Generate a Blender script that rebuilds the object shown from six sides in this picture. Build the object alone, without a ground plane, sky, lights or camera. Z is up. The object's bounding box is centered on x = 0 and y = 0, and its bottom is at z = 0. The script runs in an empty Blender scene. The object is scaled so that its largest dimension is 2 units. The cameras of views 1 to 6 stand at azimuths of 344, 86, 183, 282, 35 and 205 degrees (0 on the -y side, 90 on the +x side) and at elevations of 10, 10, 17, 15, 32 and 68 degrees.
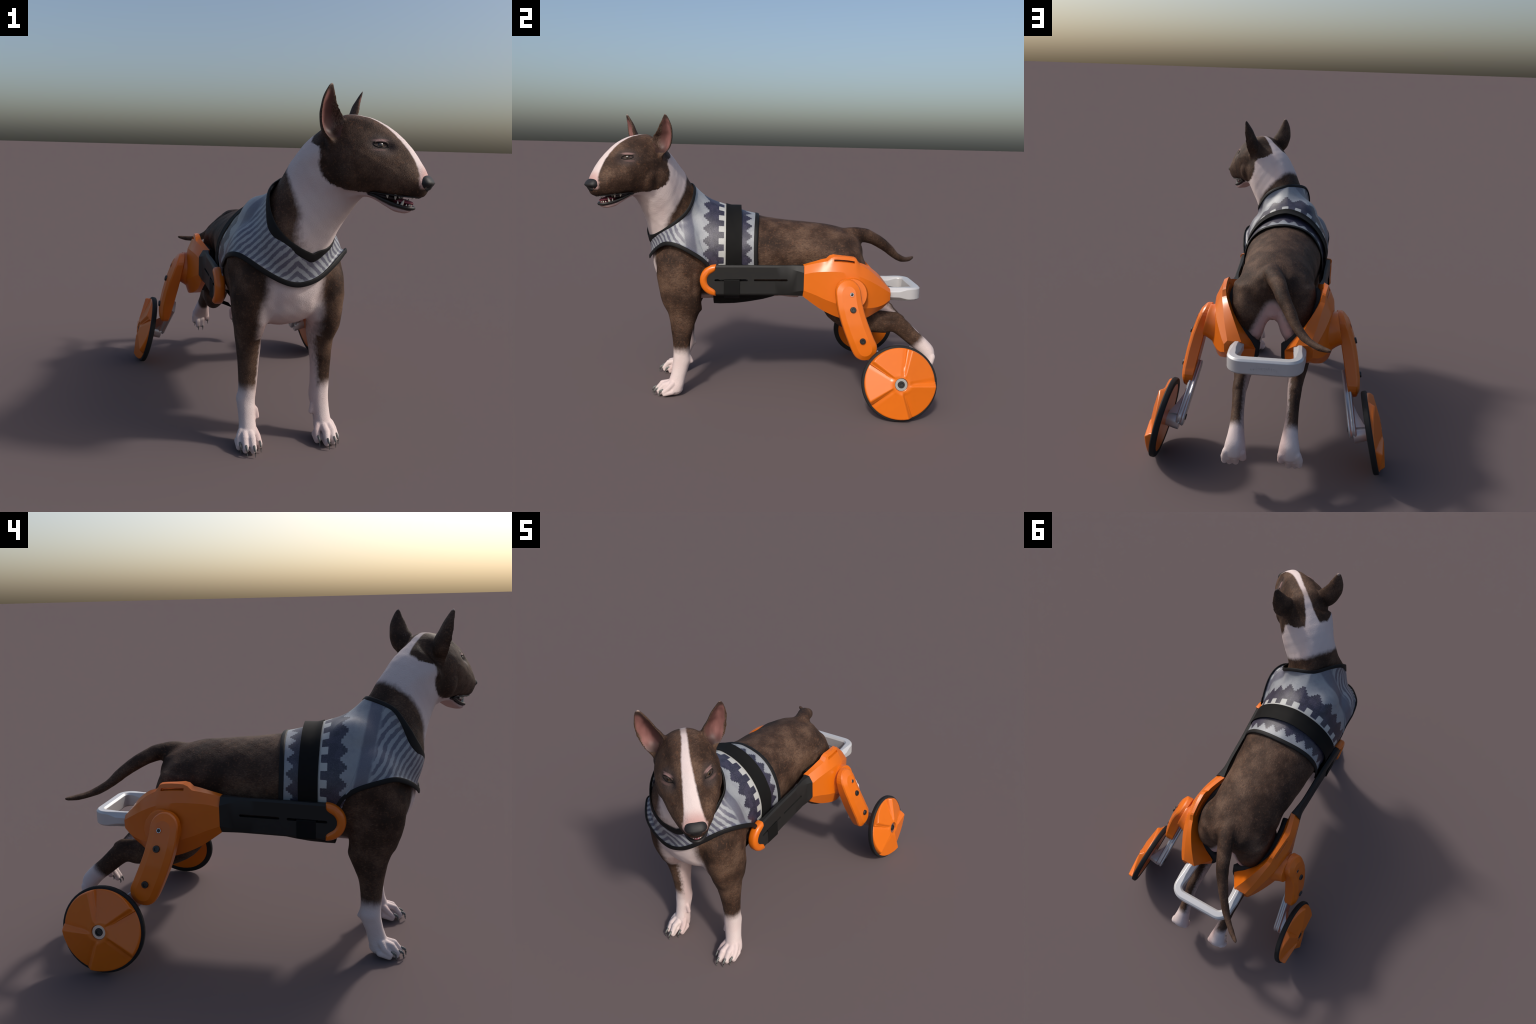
import bpy, bmesh, math, random
import numpy as np
from mathutils import Vector, Matrix
from mathutils.bvhtree import BVHTree

random.seed(7)
RNG = np.random.default_rng(7)
SC = bpy.context.scene.collection

# ------------------------------------------------------------------ frames
YAW = math.radians(-1.35)            # the whole dog stands a little askew
CA, SA = math.cos(YAW), math.sin(YAW)


def l2w(p):
    """symmetric (chair) frame -> world"""
    p = np.asarray(p, float)
    x, y, z = p[..., 0], p[..., 1] - 0.6, p[..., 2]
    return np.stack([CA * x - SA * y, SA * x + CA * y + 0.6, z], -1)


HF = np.array([.702, -.712, 0.])     # head forward
HL = np.array([.712, .702, 0.])      # head lateral (towards +x)
HC = -.394


def h2w(f, l, z):
    f, l, z = np.broadcast_arrays(np.asarray(f, float), np.asarray(l, float), np.asarray(z, float))
    return f[..., None] * HF + (l[..., None] + HC) * HL + z[..., None] * np.array([0, 0, 1.])


# ------------------------------------------------------------------ mesh helpers
def new_obj(name, verts, faces, mat=None, parent=None, smooth=True, sharp=None):
    me = bpy.data.meshes.new(name)
    me.from_pydata([tuple(map(float, v)) for v in verts], [], [tuple(map(int, f)) for f in faces])
    me.update()
    ob = bpy.data.objects.new(name, me)
    SC.objects.link(ob)
    if mat is not None:
        for m in (mat if isinstance(mat, (list, tuple)) else [mat]):
            me.materials.append(m)
    if smooth:
        me.shade_smooth()
        if sharp is not None:
            me.set_sharp_from_angle(angle=math.radians(sharp))
    if parent is not None:
        ob.parent = parent
    return ob


def fix_normals(verts, faces):
    bm = bmesh.new()
    vs = [bm.verts.new(tuple(map(float, v))) for v in verts]
    for f in faces:
        try:
            bm.faces.new([vs[i] for i in f])
        except ValueError:
            pass
    bmesh.ops.recalc_face_normals(bm, faces=bm.faces)
    bm.verts.index_update()
    V = np.array([v.co[:] for v in bm.verts])
    Fc = [[v.index for v in f.verts] for f in bm.faces]
    bm.free()
    return V, Fc


def catmull(pts, n, closed=False):
    """resample control rows (k, ...) with n samples per span"""
    P = np.asarray(pts, float)
    k = len(P)
    out = []
    spans = k if closed else k - 1
    for i in range(spans):
        if closed:
            p0, p1, p2, p3 = P[(i - 1) % k], P[i], P[(i + 1) % k], P[(i + 2) % k]
        else:
            p1, p2 = P[i], P[i + 1]
            p0 = P[i - 1] if i > 0 else 2 * p1 - p2
            p3 = P[i + 2] if i + 2 < k else 2 * p2 - p1
        for j in range(n):
            t = j / n
            out.append(.5 * ((2 * p1) + (-p0 + p2) * t + (2 * p0 - 5 * p1 + 4 * p2 - p3) * t * t
                             + (-p0 + 3 * p1 - 3 * p2 + p3) * t ** 3))
    if not closed:
        out.append(P[-1])
    return np.array(out)


def skin(rings, cap=True):
    rings = np.asarray(rings, float)
    n, m = rings.shape[:2]
    V = rings.reshape(-1, 3).tolist()
    Fc = []
    for i in range(n - 1):
        for j in range(m):
            a, b = i * m + j, i * m + (j + 1) % m
            Fc.append([a, b, b + m, a + m])
    if cap:
        for base, rev in ((0, True), ((n - 1) * m, False)):
            c = len(V)
            V.append(rings[0 if rev else -1].mean(0).tolist())
            for j in range(m):
                a, b = base + j, base + (j + 1) % m
                Fc.append([b, a, c] if rev else [a, b, c])
    return np.array(V), Fc


def merge(parts):
    V, Fc, o = [], [], 0
    for v, f in parts:
        V.append(np.asarray(v, float))
        Fc += [[i + o for i in q] for q in f]
        o += len(v)
    return np.concatenate(V), Fc


def ell(c, u, v, m=28, e=2.0, uneg=None, vneg=None, eneg=None):
    """closed ring: c + u cos + v sin, with optional other half-axes / exponent on the negative side"""
    t = np.linspace(0, 2 * np.pi, m, endpoint=False)
    cs, sn = np.cos(t), np.sin(t)
    if eneg is not None:
        e = np.where(cs >= 0, e, eneg)
    a = np.sign(cs) * np.abs(cs) ** (2 / e)
    b = np.sign(sn) * np.abs(sn) ** (2 / e)
    c, u, v = (np.asarray(q, float) for q in (c, u, v))
    un = u if uneg is None else np.asarray(uneg, float)
    vn = v if vneg is None else np.asarray(vneg, float)
    U = np.where(a[:, None] >= 0, a[:, None] * u, a[:, None] * un)
    W = np.where(b[:, None] >= 0, b[:, None] * v, b[:, None] * vn)
    return c + U + W


def tube(path, radii, m=16, n=6, up=(0, 0, 1), flat=1.0, cap=True, closed=False):
    """round (or flattened) tube along control points"""
    P = catmull(path, n, closed)
    R = catmull(np.asarray(radii, float)[:, None], n, closed)[:, 0]
    if closed:
        T = np.roll(P, -1, 0) - np.roll(P, 1, 0)
    else:
        T = np.gradient(P, axis=0)
    T /= np.linalg.norm(T, axis=1)[:, None]
    up = np.asarray(up, float)
    rings = []
    for p, t, r in zip(P, T, R):
        s = np.cross(t, up)
        s /= max(np.linalg.norm(s), 1e-6)
        w = np.cross(s, t)
        rings.append(ell(p, s * r, w * r * flat, m))
    if closed:
        rings.append(rings[0])
        return skin(rings, False)
    return skin(rings, cap)


def ball(c, r, m=16, k=10, e=2.0):
    c = np.asarray(c, float)
    r = np.ones(3) * np.asarray(r, float)
    rings = []
    for i in range(1, k):
        a = np.pi * i / k
        t = np.linspace(0, 2 * np.pi, m, endpoint=False)
        q = np.stack([np.sin(a) * np.cos(t), np.sin(a) * np.sin(t), np.full(m, np.cos(a))], 1)
        if e != 2.0:
            q = np.sign(q) * np.abs(q) ** (2 / e)
        rings.append(c + q * r)
    return skin(rings[::-1], True)


def capsule(a, b, ra, rb, m=14):
    a, b = np.asarray(a, float), np.asarray(b, float)
    d = b - a
    d /= np.linalg.norm(d)
    s = np.cross(d, [0, 0, 1.] if abs(d[2]) < .9 else [0, 1., 0])
    s /= np.linalg.norm(s)
    w = np.cross(s, d)
    rings = []
    for k in range(1, 6):
        t = np.pi / 2 * k / 5
        rings.append(ell(a - d * ra * np.cos(t), s * ra * np.sin(t), w * ra * np.sin(t), m))
    for k in range(1, 6):
        t = np.pi / 2 * k / 5
        rings.append(ell(b + d * rb * np.sin(t) * .98, s * rb * max(np.cos(t), .05), w * rb * max(np.cos(t), .05), m))
    rings.insert(5, ell(b, s * rb, w * rb, m))
    return skin(rings, True)


def sstep(x, a, b):
    t = np.clip((x - a) / (b - a), 0, 1)
    return t * t * (3 - 2 * t)


def seg_mirror(V):
    W = np.array(V, float)
    W[:, 0] *= -1
    return W


# ------------------------------------------------------------------ node expressions
class MatB:
    """tiny builder for procedural node materials"""

    def __init__(self, name, rough=.6, spec=.5):
        self.mat = bpy.data.materials.new(name)
        self.mat.use_nodes = True
        self.nt = self.mat.node_tree
        self.bsdf = next(n for n in self.nt.nodes if n.type == 'BSDF_PRINCIPLED')
        self.bsdf.inputs['Roughness'].default_value = rough
        self.bsdf.inputs['Specular IOR Level'].default_value = spec
        self.tc = self.nt.nodes.new('ShaderNodeTexCoord')
        self._xyz = None

    def node(self, t, **kw):
        n = self.nt.nodes.new(t)
        for k, v in kw.items():
            setattr(n, k, v)
        return n

    def link(self, a, b):
        self.nt.links.new(a, b)

    def set(self, inp, v):
        if isinstance(v, X):
            self.link(v.s, inp)
        elif isinstance(v, bpy.types.NodeSocket):
            self.link(v, inp)
        else:
            inp.default_value = v

    def math(self, op, *a):
        n = self.node('ShaderNodeMath', operation=op)
        for i, v in enumerate(a):
            self.set(n.inputs[i], v)
        return X(self, n.outputs[0])

    def xyz(self):
        if self._xyz is None:
            n = self.node('ShaderNodeSeparateXYZ')
            self.link(self.tc.outputs['Object'], n.inputs[0])
            self._xyz = tuple(X(self, n.outputs[i]) for i in range(3))
        return self._xyz

    def noise(self, scale, detail=2, stretch=None, rot=None, rough=.5, col=False):
        n = self.node('ShaderNodeTexNoise')
        n.inputs['Scale'].default_value = scale
        n.inputs['Detail'].default_value = detail
        n.inputs['Roughness'].default_value = rough
        if stretch is not None or rot is not None:
            m = self.node('ShaderNodeMapping')
            if stretch is not None:
                m.inputs['Scale'].default_value = stretch
            if rot is not None:
                m.inputs['Rotation'].default_value = rot
            self.link(self.tc.outputs['Object'], m.inputs[0])
            self.link(m.outputs[0], n.inputs['Vector'])
        else:
            self.link(self.tc.outputs['Object'], n.inputs['Vector'])
        return X(self, n.outputs['Color' if col else 'Fac'])

    def curve(self, x, pts, lo, hi):
        """piecewise-linear function of x through pts, output = value"""
        n = self.node('ShaderNodeFloatCurve')
        ys = [p[1] for p in pts]
        y0, y1 = min(ys) - 1e-4, max(ys) + 1e-4
        cu = n.mapping.curves[0]
        q = [((p[0] - lo) / (hi - lo), (p[1] - y0) / (y1 - y0)) for p in sorted(pts)]
        cu.points[0].location = q[0]
        cu.points[1].location = q[-1]
        for a in q[1:-1]:
            cu.points.new(*a)
        n.mapping.update()
        t = (x - lo) * (1 / (hi - lo))
        self.set(n.inputs['Value'], t)
        return X(self, n.outputs[0]) * (y1 - y0) + y0

    def step(self, x, a, b):
        n = self.node('ShaderNodeMapRange', interpolation_type='SMOOTHSTEP')
        self.set(n.inputs['Value'], x)
        n.inputs['From Min'].default_value = a
        n.inputs['From Max'].default_value = b
        return X(self, n.outputs[0])

    def mix(self, f, a, b):
        n = self.node('ShaderNodeMix', data_type='RGBA')
        self.set(n.inputs['Factor'], f)
        for i, v in ((6, a), (7, b)):
            if isinstance(v, (tuple, list)):
                v = (*v, 1.0)[:4]
                n.inputs[i].default_value = v
            else:
                self.link(v.s if isinstance(v, X) else v, n.inputs[i])
        return X(self, n.outputs[2])

    def color(self, c):
        if isinstance(c, (tuple, list)):
            self.bsdf.inputs['Base Color'].default_value = (*c, 1.0)[:4]
        else:
            self.link(c.s, self.bsdf.inputs['Base Color'])

    def bump(self, h, strength=.3, dist=.003):
        n = self.node('ShaderNodeBump')
        n.inputs['Strength'].default_value = strength
        n.inputs['Distance'].default_value = dist
        self.set(n.inputs['Height'], h)
        self.link(n.outputs[0], self.bsdf.inputs['Normal'])


class X:
    def __init__(self, b, s):
        self.b, self.s = b, s

    def __add__(self, o): return self.b.math('ADD', self, o)
    __radd__ = __add__
    def __sub__(self, o): return self.b.math('SUBTRACT', self, o)
    def __rsub__(self, o): return self.b.math('SUBTRACT', o, self)
    def __mul__(self, o): return self.b.math('MULTIPLY', self, o)
    __rmul__ = __mul__
    def __truediv__(self, o): return self.b.math('DIVIDE', self, o)
    def abs(self): return self.b.math('ABSOLUTE', self)
    def min(self, o): return self.b.math('MINIMUM', self, o)
    def max(self, o): return self.b.math('MAXIMUM', self, o)
    def inv(self): return 1.0 - self


def simple(name, col, rough=.5, spec=.5, metal=0., var=.0, vscale=40, bump=None, coat=0.):
    m = MatB(name, rough, spec)
    m.bsdf.inputs['Metallic'].default_value = metal
    m.bsdf.inputs['Coat Weight'].default_value = coat
    if var:
        n = m.noise(vscale, 3)
        m.color(m.mix(n, tuple(c * (1 - var) for c in col), tuple(min(1, c * (1 + var)) for c in col)))
    else:
        m.color(col)
    if bump:
        m.bump(m.noise(bump[0], 2), bump[1], bump[2])
    return m.mat


# ------------------------------------------------------------------ materials
ORANGE = simple('orange_plastic', (.60, .128, .004), .33, .5, var=.03, vscale=25, bump=(900, .08, .0005))
BLACKP = simple('black_plastic', (.0125, .0125, .0122), .55, .32, var=.08, bump=(700, .12, .0005))
RUBBER = simple('black_rubber', (.012, .012, .0125), .7, .25, var=.1, bump=(500, .15, .0005))
WEB = simple('black_webbing', (.0050, .0050, .0050), .75, .15, var=.15, bump=(600, .3, .0008))
PIPING = simple('black_binding', (.006, .006, .0065), .6, .22, var=.15, bump=(700, .3, .0008))
PAD = simple('black_foam', (.012, .012, .013), .8, .3, var=.1, bump=(400, .2, .0008))
ALU = simple('grey_aluminium', (.55, .55, .56), .32, .5, metal=.55, var=.04, vscale=60)
HANDLE = simple('grey_handle_paint', (.52, .52, .53), .33, .5, metal=.25, var=.03, vscale=60)
STEEL = simple('steel_nut', (.62, .62, .62), .28, .5, metal=1., var=.06, vscale=120)
BOLT = simple('black_bolt', (.012, .012, .012), .4, .5)
NOSE = simple('nose_leather', (.013, .0125, .013), .55, .35, var=.25, vscale=160, bump=(420, .5, .001))
LIP = simple('black_lip', (.011, .0095, .0095), .5, .35, var=.2, vscale=90)
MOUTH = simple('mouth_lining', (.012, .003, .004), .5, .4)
TONGUE = simple('tongue_flesh', (.24, .05, .075), .35, .5, var=.15, vscale=200, bump=(500, .3, .0008))
TOOTH = simple('tooth_enamel', (.50, .48, .41), .25, .5, var=.06, vscale=150)
LID = simple('eyelid_rim', (.007, .006, .006), .75, .2)


def claw_mat():
    m = MatB('claw_horn', .35, .5)
    n = m.noise(120, 2)
    m.color(m.mix(n, (.055, .057, .055), (.17, .175, .165)))
    return m.mat


CLAW = claw_mat()


def eye_mat():
    m = MatB('eye_iris', .06, .6)
    x, y, z = m.xyz()
    n = m.noise(260, 2)
    r = m.math('SQRT', x * x + z * z)
    col = m.mix(m.step(r, .0050, .0066), (.003, .002, .002), m.mix(n, (.020, .012, .004), (.070, .042, .012)))
    col = m.mix(m.step(r, .0092, .0108), col, (.006, .004, .004))
    m.color(col)
    m.bsdf.inputs['Coat Weight'].default_value = .35
    m.bsdf.inputs['Coat Roughness'].default_value = .03
    return m.mat


EYE = eye_mat()

BROWN_D = (.031, .0165, .0105)
BROWN_M = (.070, .0395, .0260)
BROWN_L = (.132, .083, .056)
WHITE = (.58, .49, .475)
PINK = (.45, .28, .26)


def coat_mat():
    m = MatB('short_fur_coat', .66, .18)
    x, y, z = m.xyz()
    wob = (m.noise(55, 3) - .5)
    fine = (m.noise(160, 3, stretch=(1, 1, .35)) - .5)
    f = x * .702 + y * (-.712)
    l = x * .712 + y * .702 - HC
    la = l.abs()
    j = wob * .020 + fine * .013
    # --- head patch
    zc = z + j * .6
    fb = m.curve(zc, [(1.10, .76), (1.183, .755), (1.190, .70), (1.20, .655), (1.218, .612), (1.24, .588), (1.29, .566), (1.33, .570),
                      (1.36, .560), (1.38, .512), (1.40, .497), (1.42, .484), (1.44, .477), (1.6, .44)], 1.1, 1.65)
    head = m.step(f - fb + j, -.009, .012)
    # pale lower jaw, parted from the cheek along the lip line
    head = head * m.step(z - 1.184 + (f - .77).max(0.0) * .15, -.004, .004)
    # blaze: narrow on the crown, widening down the nose and down the nape
    w = m.curve(f, [(.40, .085), (.478, .050), (.50, .039), (.549, .023), (.584, .0175), (.62, .0120), (.66, .0115), (.73, .0135), (.83, .021), (.885, .026), (.933, .033),
                    (.955, .041), (1.0, .05)], .4, 1.0)
    lc = .004 - m.step(f, .68, .82) * .0075
    blaze = m.step((l - lc).abs() - w + j * .3, .005, -.005) * m.step(z, 1.215, 1.25)
    fade = m.step((f - .635).abs(), .045, .0) * .5
    blaze = blaze * (1.0 - fade)
    head = head * blaze.inv()
    head = head * m.step(z - 1.05, .0, .02)
    # --- brown band at the foot of the neck, running into the brown trunk
    kz = m.curve(z, [(.8, .55), (.98, .60), (1.04, .65), (1.087, .80), (1.146, .94), (1.20, 1.05), (1.6, 1.15)], .8, 1.6)
    yp = y - x * kz
    yb = m.curve(z, [(.80, -.735), (.90, -.725), (.98, -.716), (1.04, -.710), (1.087, -.706), (1.146, -.670), (1.20, -.622), (1.235, -.586), (1.26, -.552), (1.285, -.534), (1.31, -.512),
                     (1.45, -.42)], .8, 1.5)
    body = m.step(yp - yb + j * 1.2, -.026, .026)
    body = m.step(.89 - z, .0, -.01) * body + m.step(.89 - z, -.01, .0)   # below the collar: handled apart
    # chest
    xc = (x + .022).abs()
    cw = m.curve(z, [(.45, .06), (.57, .125), (.63, .141), (.69, .131), (.74, .119), (.785, .118), (.86, .117), (.95, .10)], .4, 1.0)
    chest = m.step(xc - cw + j, .030, -.026) * m.step(y, -.46, -.53) * m.step(z, .93, .88) * m.step(z, .53, .56)
    # belly
    belly = m.step(xc - .13 + j, .04, -.03) * m.step(z, .605, .575) * m.step(y, .35, .25) * m.step(z, .51, .52)
    # forelegs: white socks and pale inner faces
    fore = m.step(y, -.30, -.34) * m.step(z, .66, .62)
    sock = m.step(z + j * 1.1, .304, .240)
    right = m.step(x, -.02, .02)
    xin = m.curve(z, [(.0, .13), (.17, .122), (.28, .117), (.37, .106), (.49, .088), (.60, .080)], 0, .7)
    xinl = m.curve(z, [(.0, .150), (.17, .147), (.25, .147), (.35, .140), (.47, .134), (.60, .112)], 0, .7)
    inner = m.step(x - xin + j, .040, .012) * right + m.step((-1.0 * x) - xinl + j, .022, .0) * right.inv()
    legw = fore * sock.max(inner)
    # hind legs
    hind = m.step(y, .50, .55) * m.step(z, .60, .56)
    hsock = m.step(y - z + j * 1.1, .538, .608) * m.step(y, .78, .82)
    xh = (x + .003).abs()
    hin = m.step(xh + j, .120, .098) * .75
    hw = hind * hsock.max(hin)
    # buttocks
    crotch = m.step(xh - (.85 - z) * .53 + j, .022, -.022) * m.step(y, .42, .47) * m.step(z, .83, .78) * m.step(.50 - z, .0, -.03)
    white = chest.max(belly).max(legw).max(hw).max(crotch)
    fur = head.max(body * white.inv() * m.step(f - .62 + (z - 1.2) * .5, .02, -.02).max(m.step(z, .95, .9)))
    # --- brown fur tone
    mott = m.noise(8, 3, rough=.55)
    mott2 = m.noise(38, 3)
    hair = m.noise(300, 3, stretch=(1.25, .30, .62), rot=(.75, .15, .2), rough=.7)
    hair2 = m.noise(120, 2, stretch=(1.2, .35, .7), rot=(.75, .15, .2))
    t = m.step(mott, .32, .70)
    br = m.mix(t, BROWN_D, BROWN_M)
    br = m.mix(m.step(mott, .50, .70) * .55, br, (.098, .058, .038))  # lighter patches here, darker ones next line: muscle shading drawn into the coat
    br = m.mix(m.step(mott, .44, .30) * .55, br, (.019, .011, .0075))
    br = m.mix(m.step(hair + hair2 * .40 + mott * .55, .98, 1.30) * .80, br, BROWN_L)
    br = m.mix(m.step(hair + hair2 * .3, .62, .44) * .60, br, (.014, .0085, .0055))
    # warm russet ticking
    br = m.mix(m.step(m.noise(90, 2) + hair * .3, .70, .86) * .40, br, (.125, .058, .030))
    # dark smooth skin round the eyes
    def spot(fc, lcc, zcc, sf, sl, sz):
        d = (f - fc) * (1 / sf)
        e = (la - lcc) * (1 / sl)
        g = (z - zcc) * (1 / sz)
        return m.math('SQRT', d * d + e * e + g * g)
    eyed = spot(.815, .085, 1.375, .075, .06, .055)
    br = m.mix(m.step(eyed, 1.15, .45) * .75, br, (.040, .030, .029))
    lid = spot(.803, .084, 1.3925, .032, .034, .0060)
    br = m.mix(m.step(lid, 1.35, .4) * .8, br, (.27, .165, .155))
    lid2 = spot(.795, .090, 1.3555, .032, .03, .0055)
    br = m.mix(m.step(lid2, 1.3, .4) * .45, br, (.18, .10, .09))
    br = m.mix(m.step(z + j * .3, 1.596, 1.603), br, (.30, .23, .20))
    # --- white tone: pink skin shining through
    wn = m.noise(9, 3)
    wh = m.mix(m.step(wn, .40, .70) * .38, WHITE, (.54, .41, .395))
    wh = m.mix(m.step(hair, .40, .25) * .18, wh, (.37, .30, .285))
    pinkz = m.step(f, .935, .972) * m.step(z, 1.19, 1.21)
    pinkz = pinkz.max(m.step(z, 1.185, 1.165) * m.step(f, .70, .76) * m.step(z, 1.08, 1.10) * .75)
    pinkz = pinkz.max(belly * .55).max(crotch * .8).max(hw * hin * .6).max(legw * inner * .35)
    wh = m.mix(pinkz, wh, PINK)
    zlo = m.curve(f, [(.74, 1.186), (.77, 1.178), (.80, 1.163), (.85, 1.139), (.885, 1.129), (.925, 1.119)], .7, 1.0)
    zsep = 1.186 - (f - .77).max(0.0) * .16
    lipm = m.step(z + j * .25 - zlo, -.003, .002) * m.step(z - zsep, .003, -.002) * m.step(f + j * .6, .735, .768) * m.step(z, 1.09, 1.10)
    # muzzle tip turns pink over brown too
    fur = fur * (1.0 - m.step(f + j, .950, .966) * m.step(z, 1.205, 1.22) * .85)
    m.color(m.mix(lipm, m.mix(fur, wh, br), (.012, .010, .010)))
    hb = m.noise(330, 2, stretch=(1.2, .35, .7), rot=(.7, .2, .2))
    m.bump(hb + hair * .6 + mott2 * .4, .6, .0025)
    return m.mat


def ear_in_mat():
    """cup of the ear: pink skin in the middle, fur closing in from the rim"""
    m = MatB('inner_ear_skin', .55, .35)
    x, y, z = m.xyz()
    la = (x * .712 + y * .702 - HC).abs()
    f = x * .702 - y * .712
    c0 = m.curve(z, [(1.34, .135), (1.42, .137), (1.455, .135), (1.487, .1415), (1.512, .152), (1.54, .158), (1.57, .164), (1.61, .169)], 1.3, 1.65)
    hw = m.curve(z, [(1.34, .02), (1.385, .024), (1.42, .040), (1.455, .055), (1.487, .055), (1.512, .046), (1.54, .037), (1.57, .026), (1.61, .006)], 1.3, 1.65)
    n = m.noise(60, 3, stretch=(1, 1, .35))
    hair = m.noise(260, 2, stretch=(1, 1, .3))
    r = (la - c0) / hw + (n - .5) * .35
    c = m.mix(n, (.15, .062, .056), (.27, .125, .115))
    c = m.mix(m.step(r, .25, -.45) * .80, c, (.060, .026, .023))  # shade of the cupped ear painted over the pink on its inner side
    fur = m.mix(m.step(hair, .42, .6), (.035, .02, .014), (.12, .078, .055))
    c = m.mix(m.step(r.abs() + (hair - .5) * .3, .62, .86), c, fur)
    c = m.mix(m.step(z, 1.565, 1.588), c, (.05, .03, .024))
    c = m.mix(m.step(z, 1.597, 1.603), c, (.30, .23, .20))
    c = m.mix(m.step(z, 1.450, 1.395) * .9, c, (.022, .012, .010))  # near-black tint bakes in the shadow deep at the ear base
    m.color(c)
    return m.mat


def vest_mat():
    m = MatB('patterned_knit', .40, .62)
    x, y, z = m.xyz()
    cx = (y - .6) * .0236
    xr = x - cx
    ang = m.math('ARCTAN2', xr, z - .84)           # 0 at the spine
    rag = (m.noise(420, 2) - .5)
    soft = (m.noise(30, 2) - .5)
    LIGHT, MID, NAVY, NAVY2, PALE = (.235, .25, .27), (.080, .080, .115), (.013, .0115, .029), (.023, .020, .043), (.38, .385, .375)
    yy = y + rag * .006
    # stepped zigzags
    per = .30
    tri = m.math('PINGPONG', ang + 10.0, per / 2) * (2 / per)            # 0..1
    tris = m.math('SNAP', tri + rag * .18, .25)
    # rear navy band: between the strap and the hem
    rear_edge = -.128 - tris * .040
    rear = m.step(yy - rear_edge, .0015, -.0015) * m.step(yy, -.245, -.243)
    # front navy band: tip line with points forward, square notches behind
    front_tip = -.372 - tris * .040
    sq = m.step(m.math('PINGPONG', ang + 10.0 + per / 2, per / 2) * (2 / per) + rag * .15, .46, .50)
    back_edge = -.316 + sq * .030
    band = m.step(yy - front_tip, -.0015, .0015) * m.step(yy - back_edge, .0015, -.0015)
    pale = m.step(yy - back_edge, -.0015, .0015) * m.step(yy, -.25, -.27)
    # broad soft band round the shoulder, then fanning stripes
    arc = y + (z - .95) * .18
    sb = m.step((arc + .478 + soft * .012).abs(), .036, .022)
    q = z + y * .80 + xr.abs() * .62
    ph = m.math('SINE', (q + soft * .022) * 165.0 + rag * 1.6)
    st = m.step(ph, -.28, .34)
    infan = m.step(arc, -.500, -.522)
    c = m.mix(m.step(soft, -.1, .18) * .5, LIGHT, (.18, .185, .22))
    c = m.mix(sb * .85, c, MID)
    c = m.mix(infan, c, m.mix(st, MID, (.25, .265, .285)))
    c = m.mix(pale, c, PALE)
    dn = m.mix(m.step(m.noise(26, 1), .45, .55), NAVY, NAVY2)
    c = m.mix(band, c, dn)
    c = m.mix(rear, c, dn)
    c = m.mix(m.step(m.noise(500, 2), .55, .75) * .18, c, (.75, .75, .75))
    m.color(c)
    m.bump(m.noise(380, 2) + soft * .6, .5, .002)
    return m.mat


COAT = coat_mat()
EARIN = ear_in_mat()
VEST = vest_mat()

# ------------------------------------------------------------------ roots
dog = bpy.data.objects.new('bull_terrier', None)
SC.objects.link(dog)
dog['label'] = 'brown and white bull terrier in a patterned vest'
dog['category'] = 'dog'
chair = bpy.data.objects.new('dog_wheelchair', None)
SC.objects.link(chair)
chair['label'] = 'orange and black two-wheeled rear support cart for dogs'
chair['category'] = 'dog wheelchair'


# ================================================================== DOG BODY
def torso_part():
    # y, top, bottom, half width, height of widest, exponent above, exponent below
    T = [(-.706, .86, .74, .045, .80, 2.0, 2.0), (-.690, .94, .700, .118, .81, 2.0, 2.1), (-.655, 1.00, .635, .175, .80, 1.9, 2.15),
         (-.60, 1.05, .585, .205, .80, 1.8, 2.15), (-.52, 1.11, .555, .222, .82, 1.75, 2.1), (-.44, 1.138, .540, .234, .83, 1.72, 2.1),
         (-.35, 1.118, .536, .239, .84, 1.74, 2.0), (-.25, 1.086, .538, .234, .85, 1.80, 1.95), (-.10, 1.044, .544, .223, .85, 1.85, 2.0),
         (.05, 1.022, .553, .208, .85, 1.85, 2.0), (.20, 1.009, .588, .200, .85, 1.78, 2.0), (.33, .996, .625, .200, .84, 1.75, 2.0),
         (.42, .974, .665, .192, .84, 1.75, 2.0), (.48, .952, .700, .162, .83, 1.75, 2.0), (.512, .93, .735, .125, .83, 1.8, 2.0),
         (.535, .89, .77, .085, .83, 2.0, 2.0)]
    T = catmull(np.array(T), 4)
    rings = [ell(((y - .6) * .0236, y, zm), (0, 0, t - zm), (w, 0, 0), 48, e, uneg=(0, 0, zm - b), eneg=e2, vneg=(w + .018 * float(sstep(y, -.16, -.32) * sstep(y, -.69, -.60)), 0, 0)) for y, t, b, w, zm, e, e2 in T]
    return skin(rings)


def four(back, front, left, right, m=40, e=1.62, e2=2.25):
    back, front, left, right = (np.array(q, float) for q in (back, front, left, right))
    c = (left + right) * .35 + (back + front) * .15
    return ell(c, back - c, left - c, m, e, uneg=-(front - c), vneg=-(right - c), eneg=e2)


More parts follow.
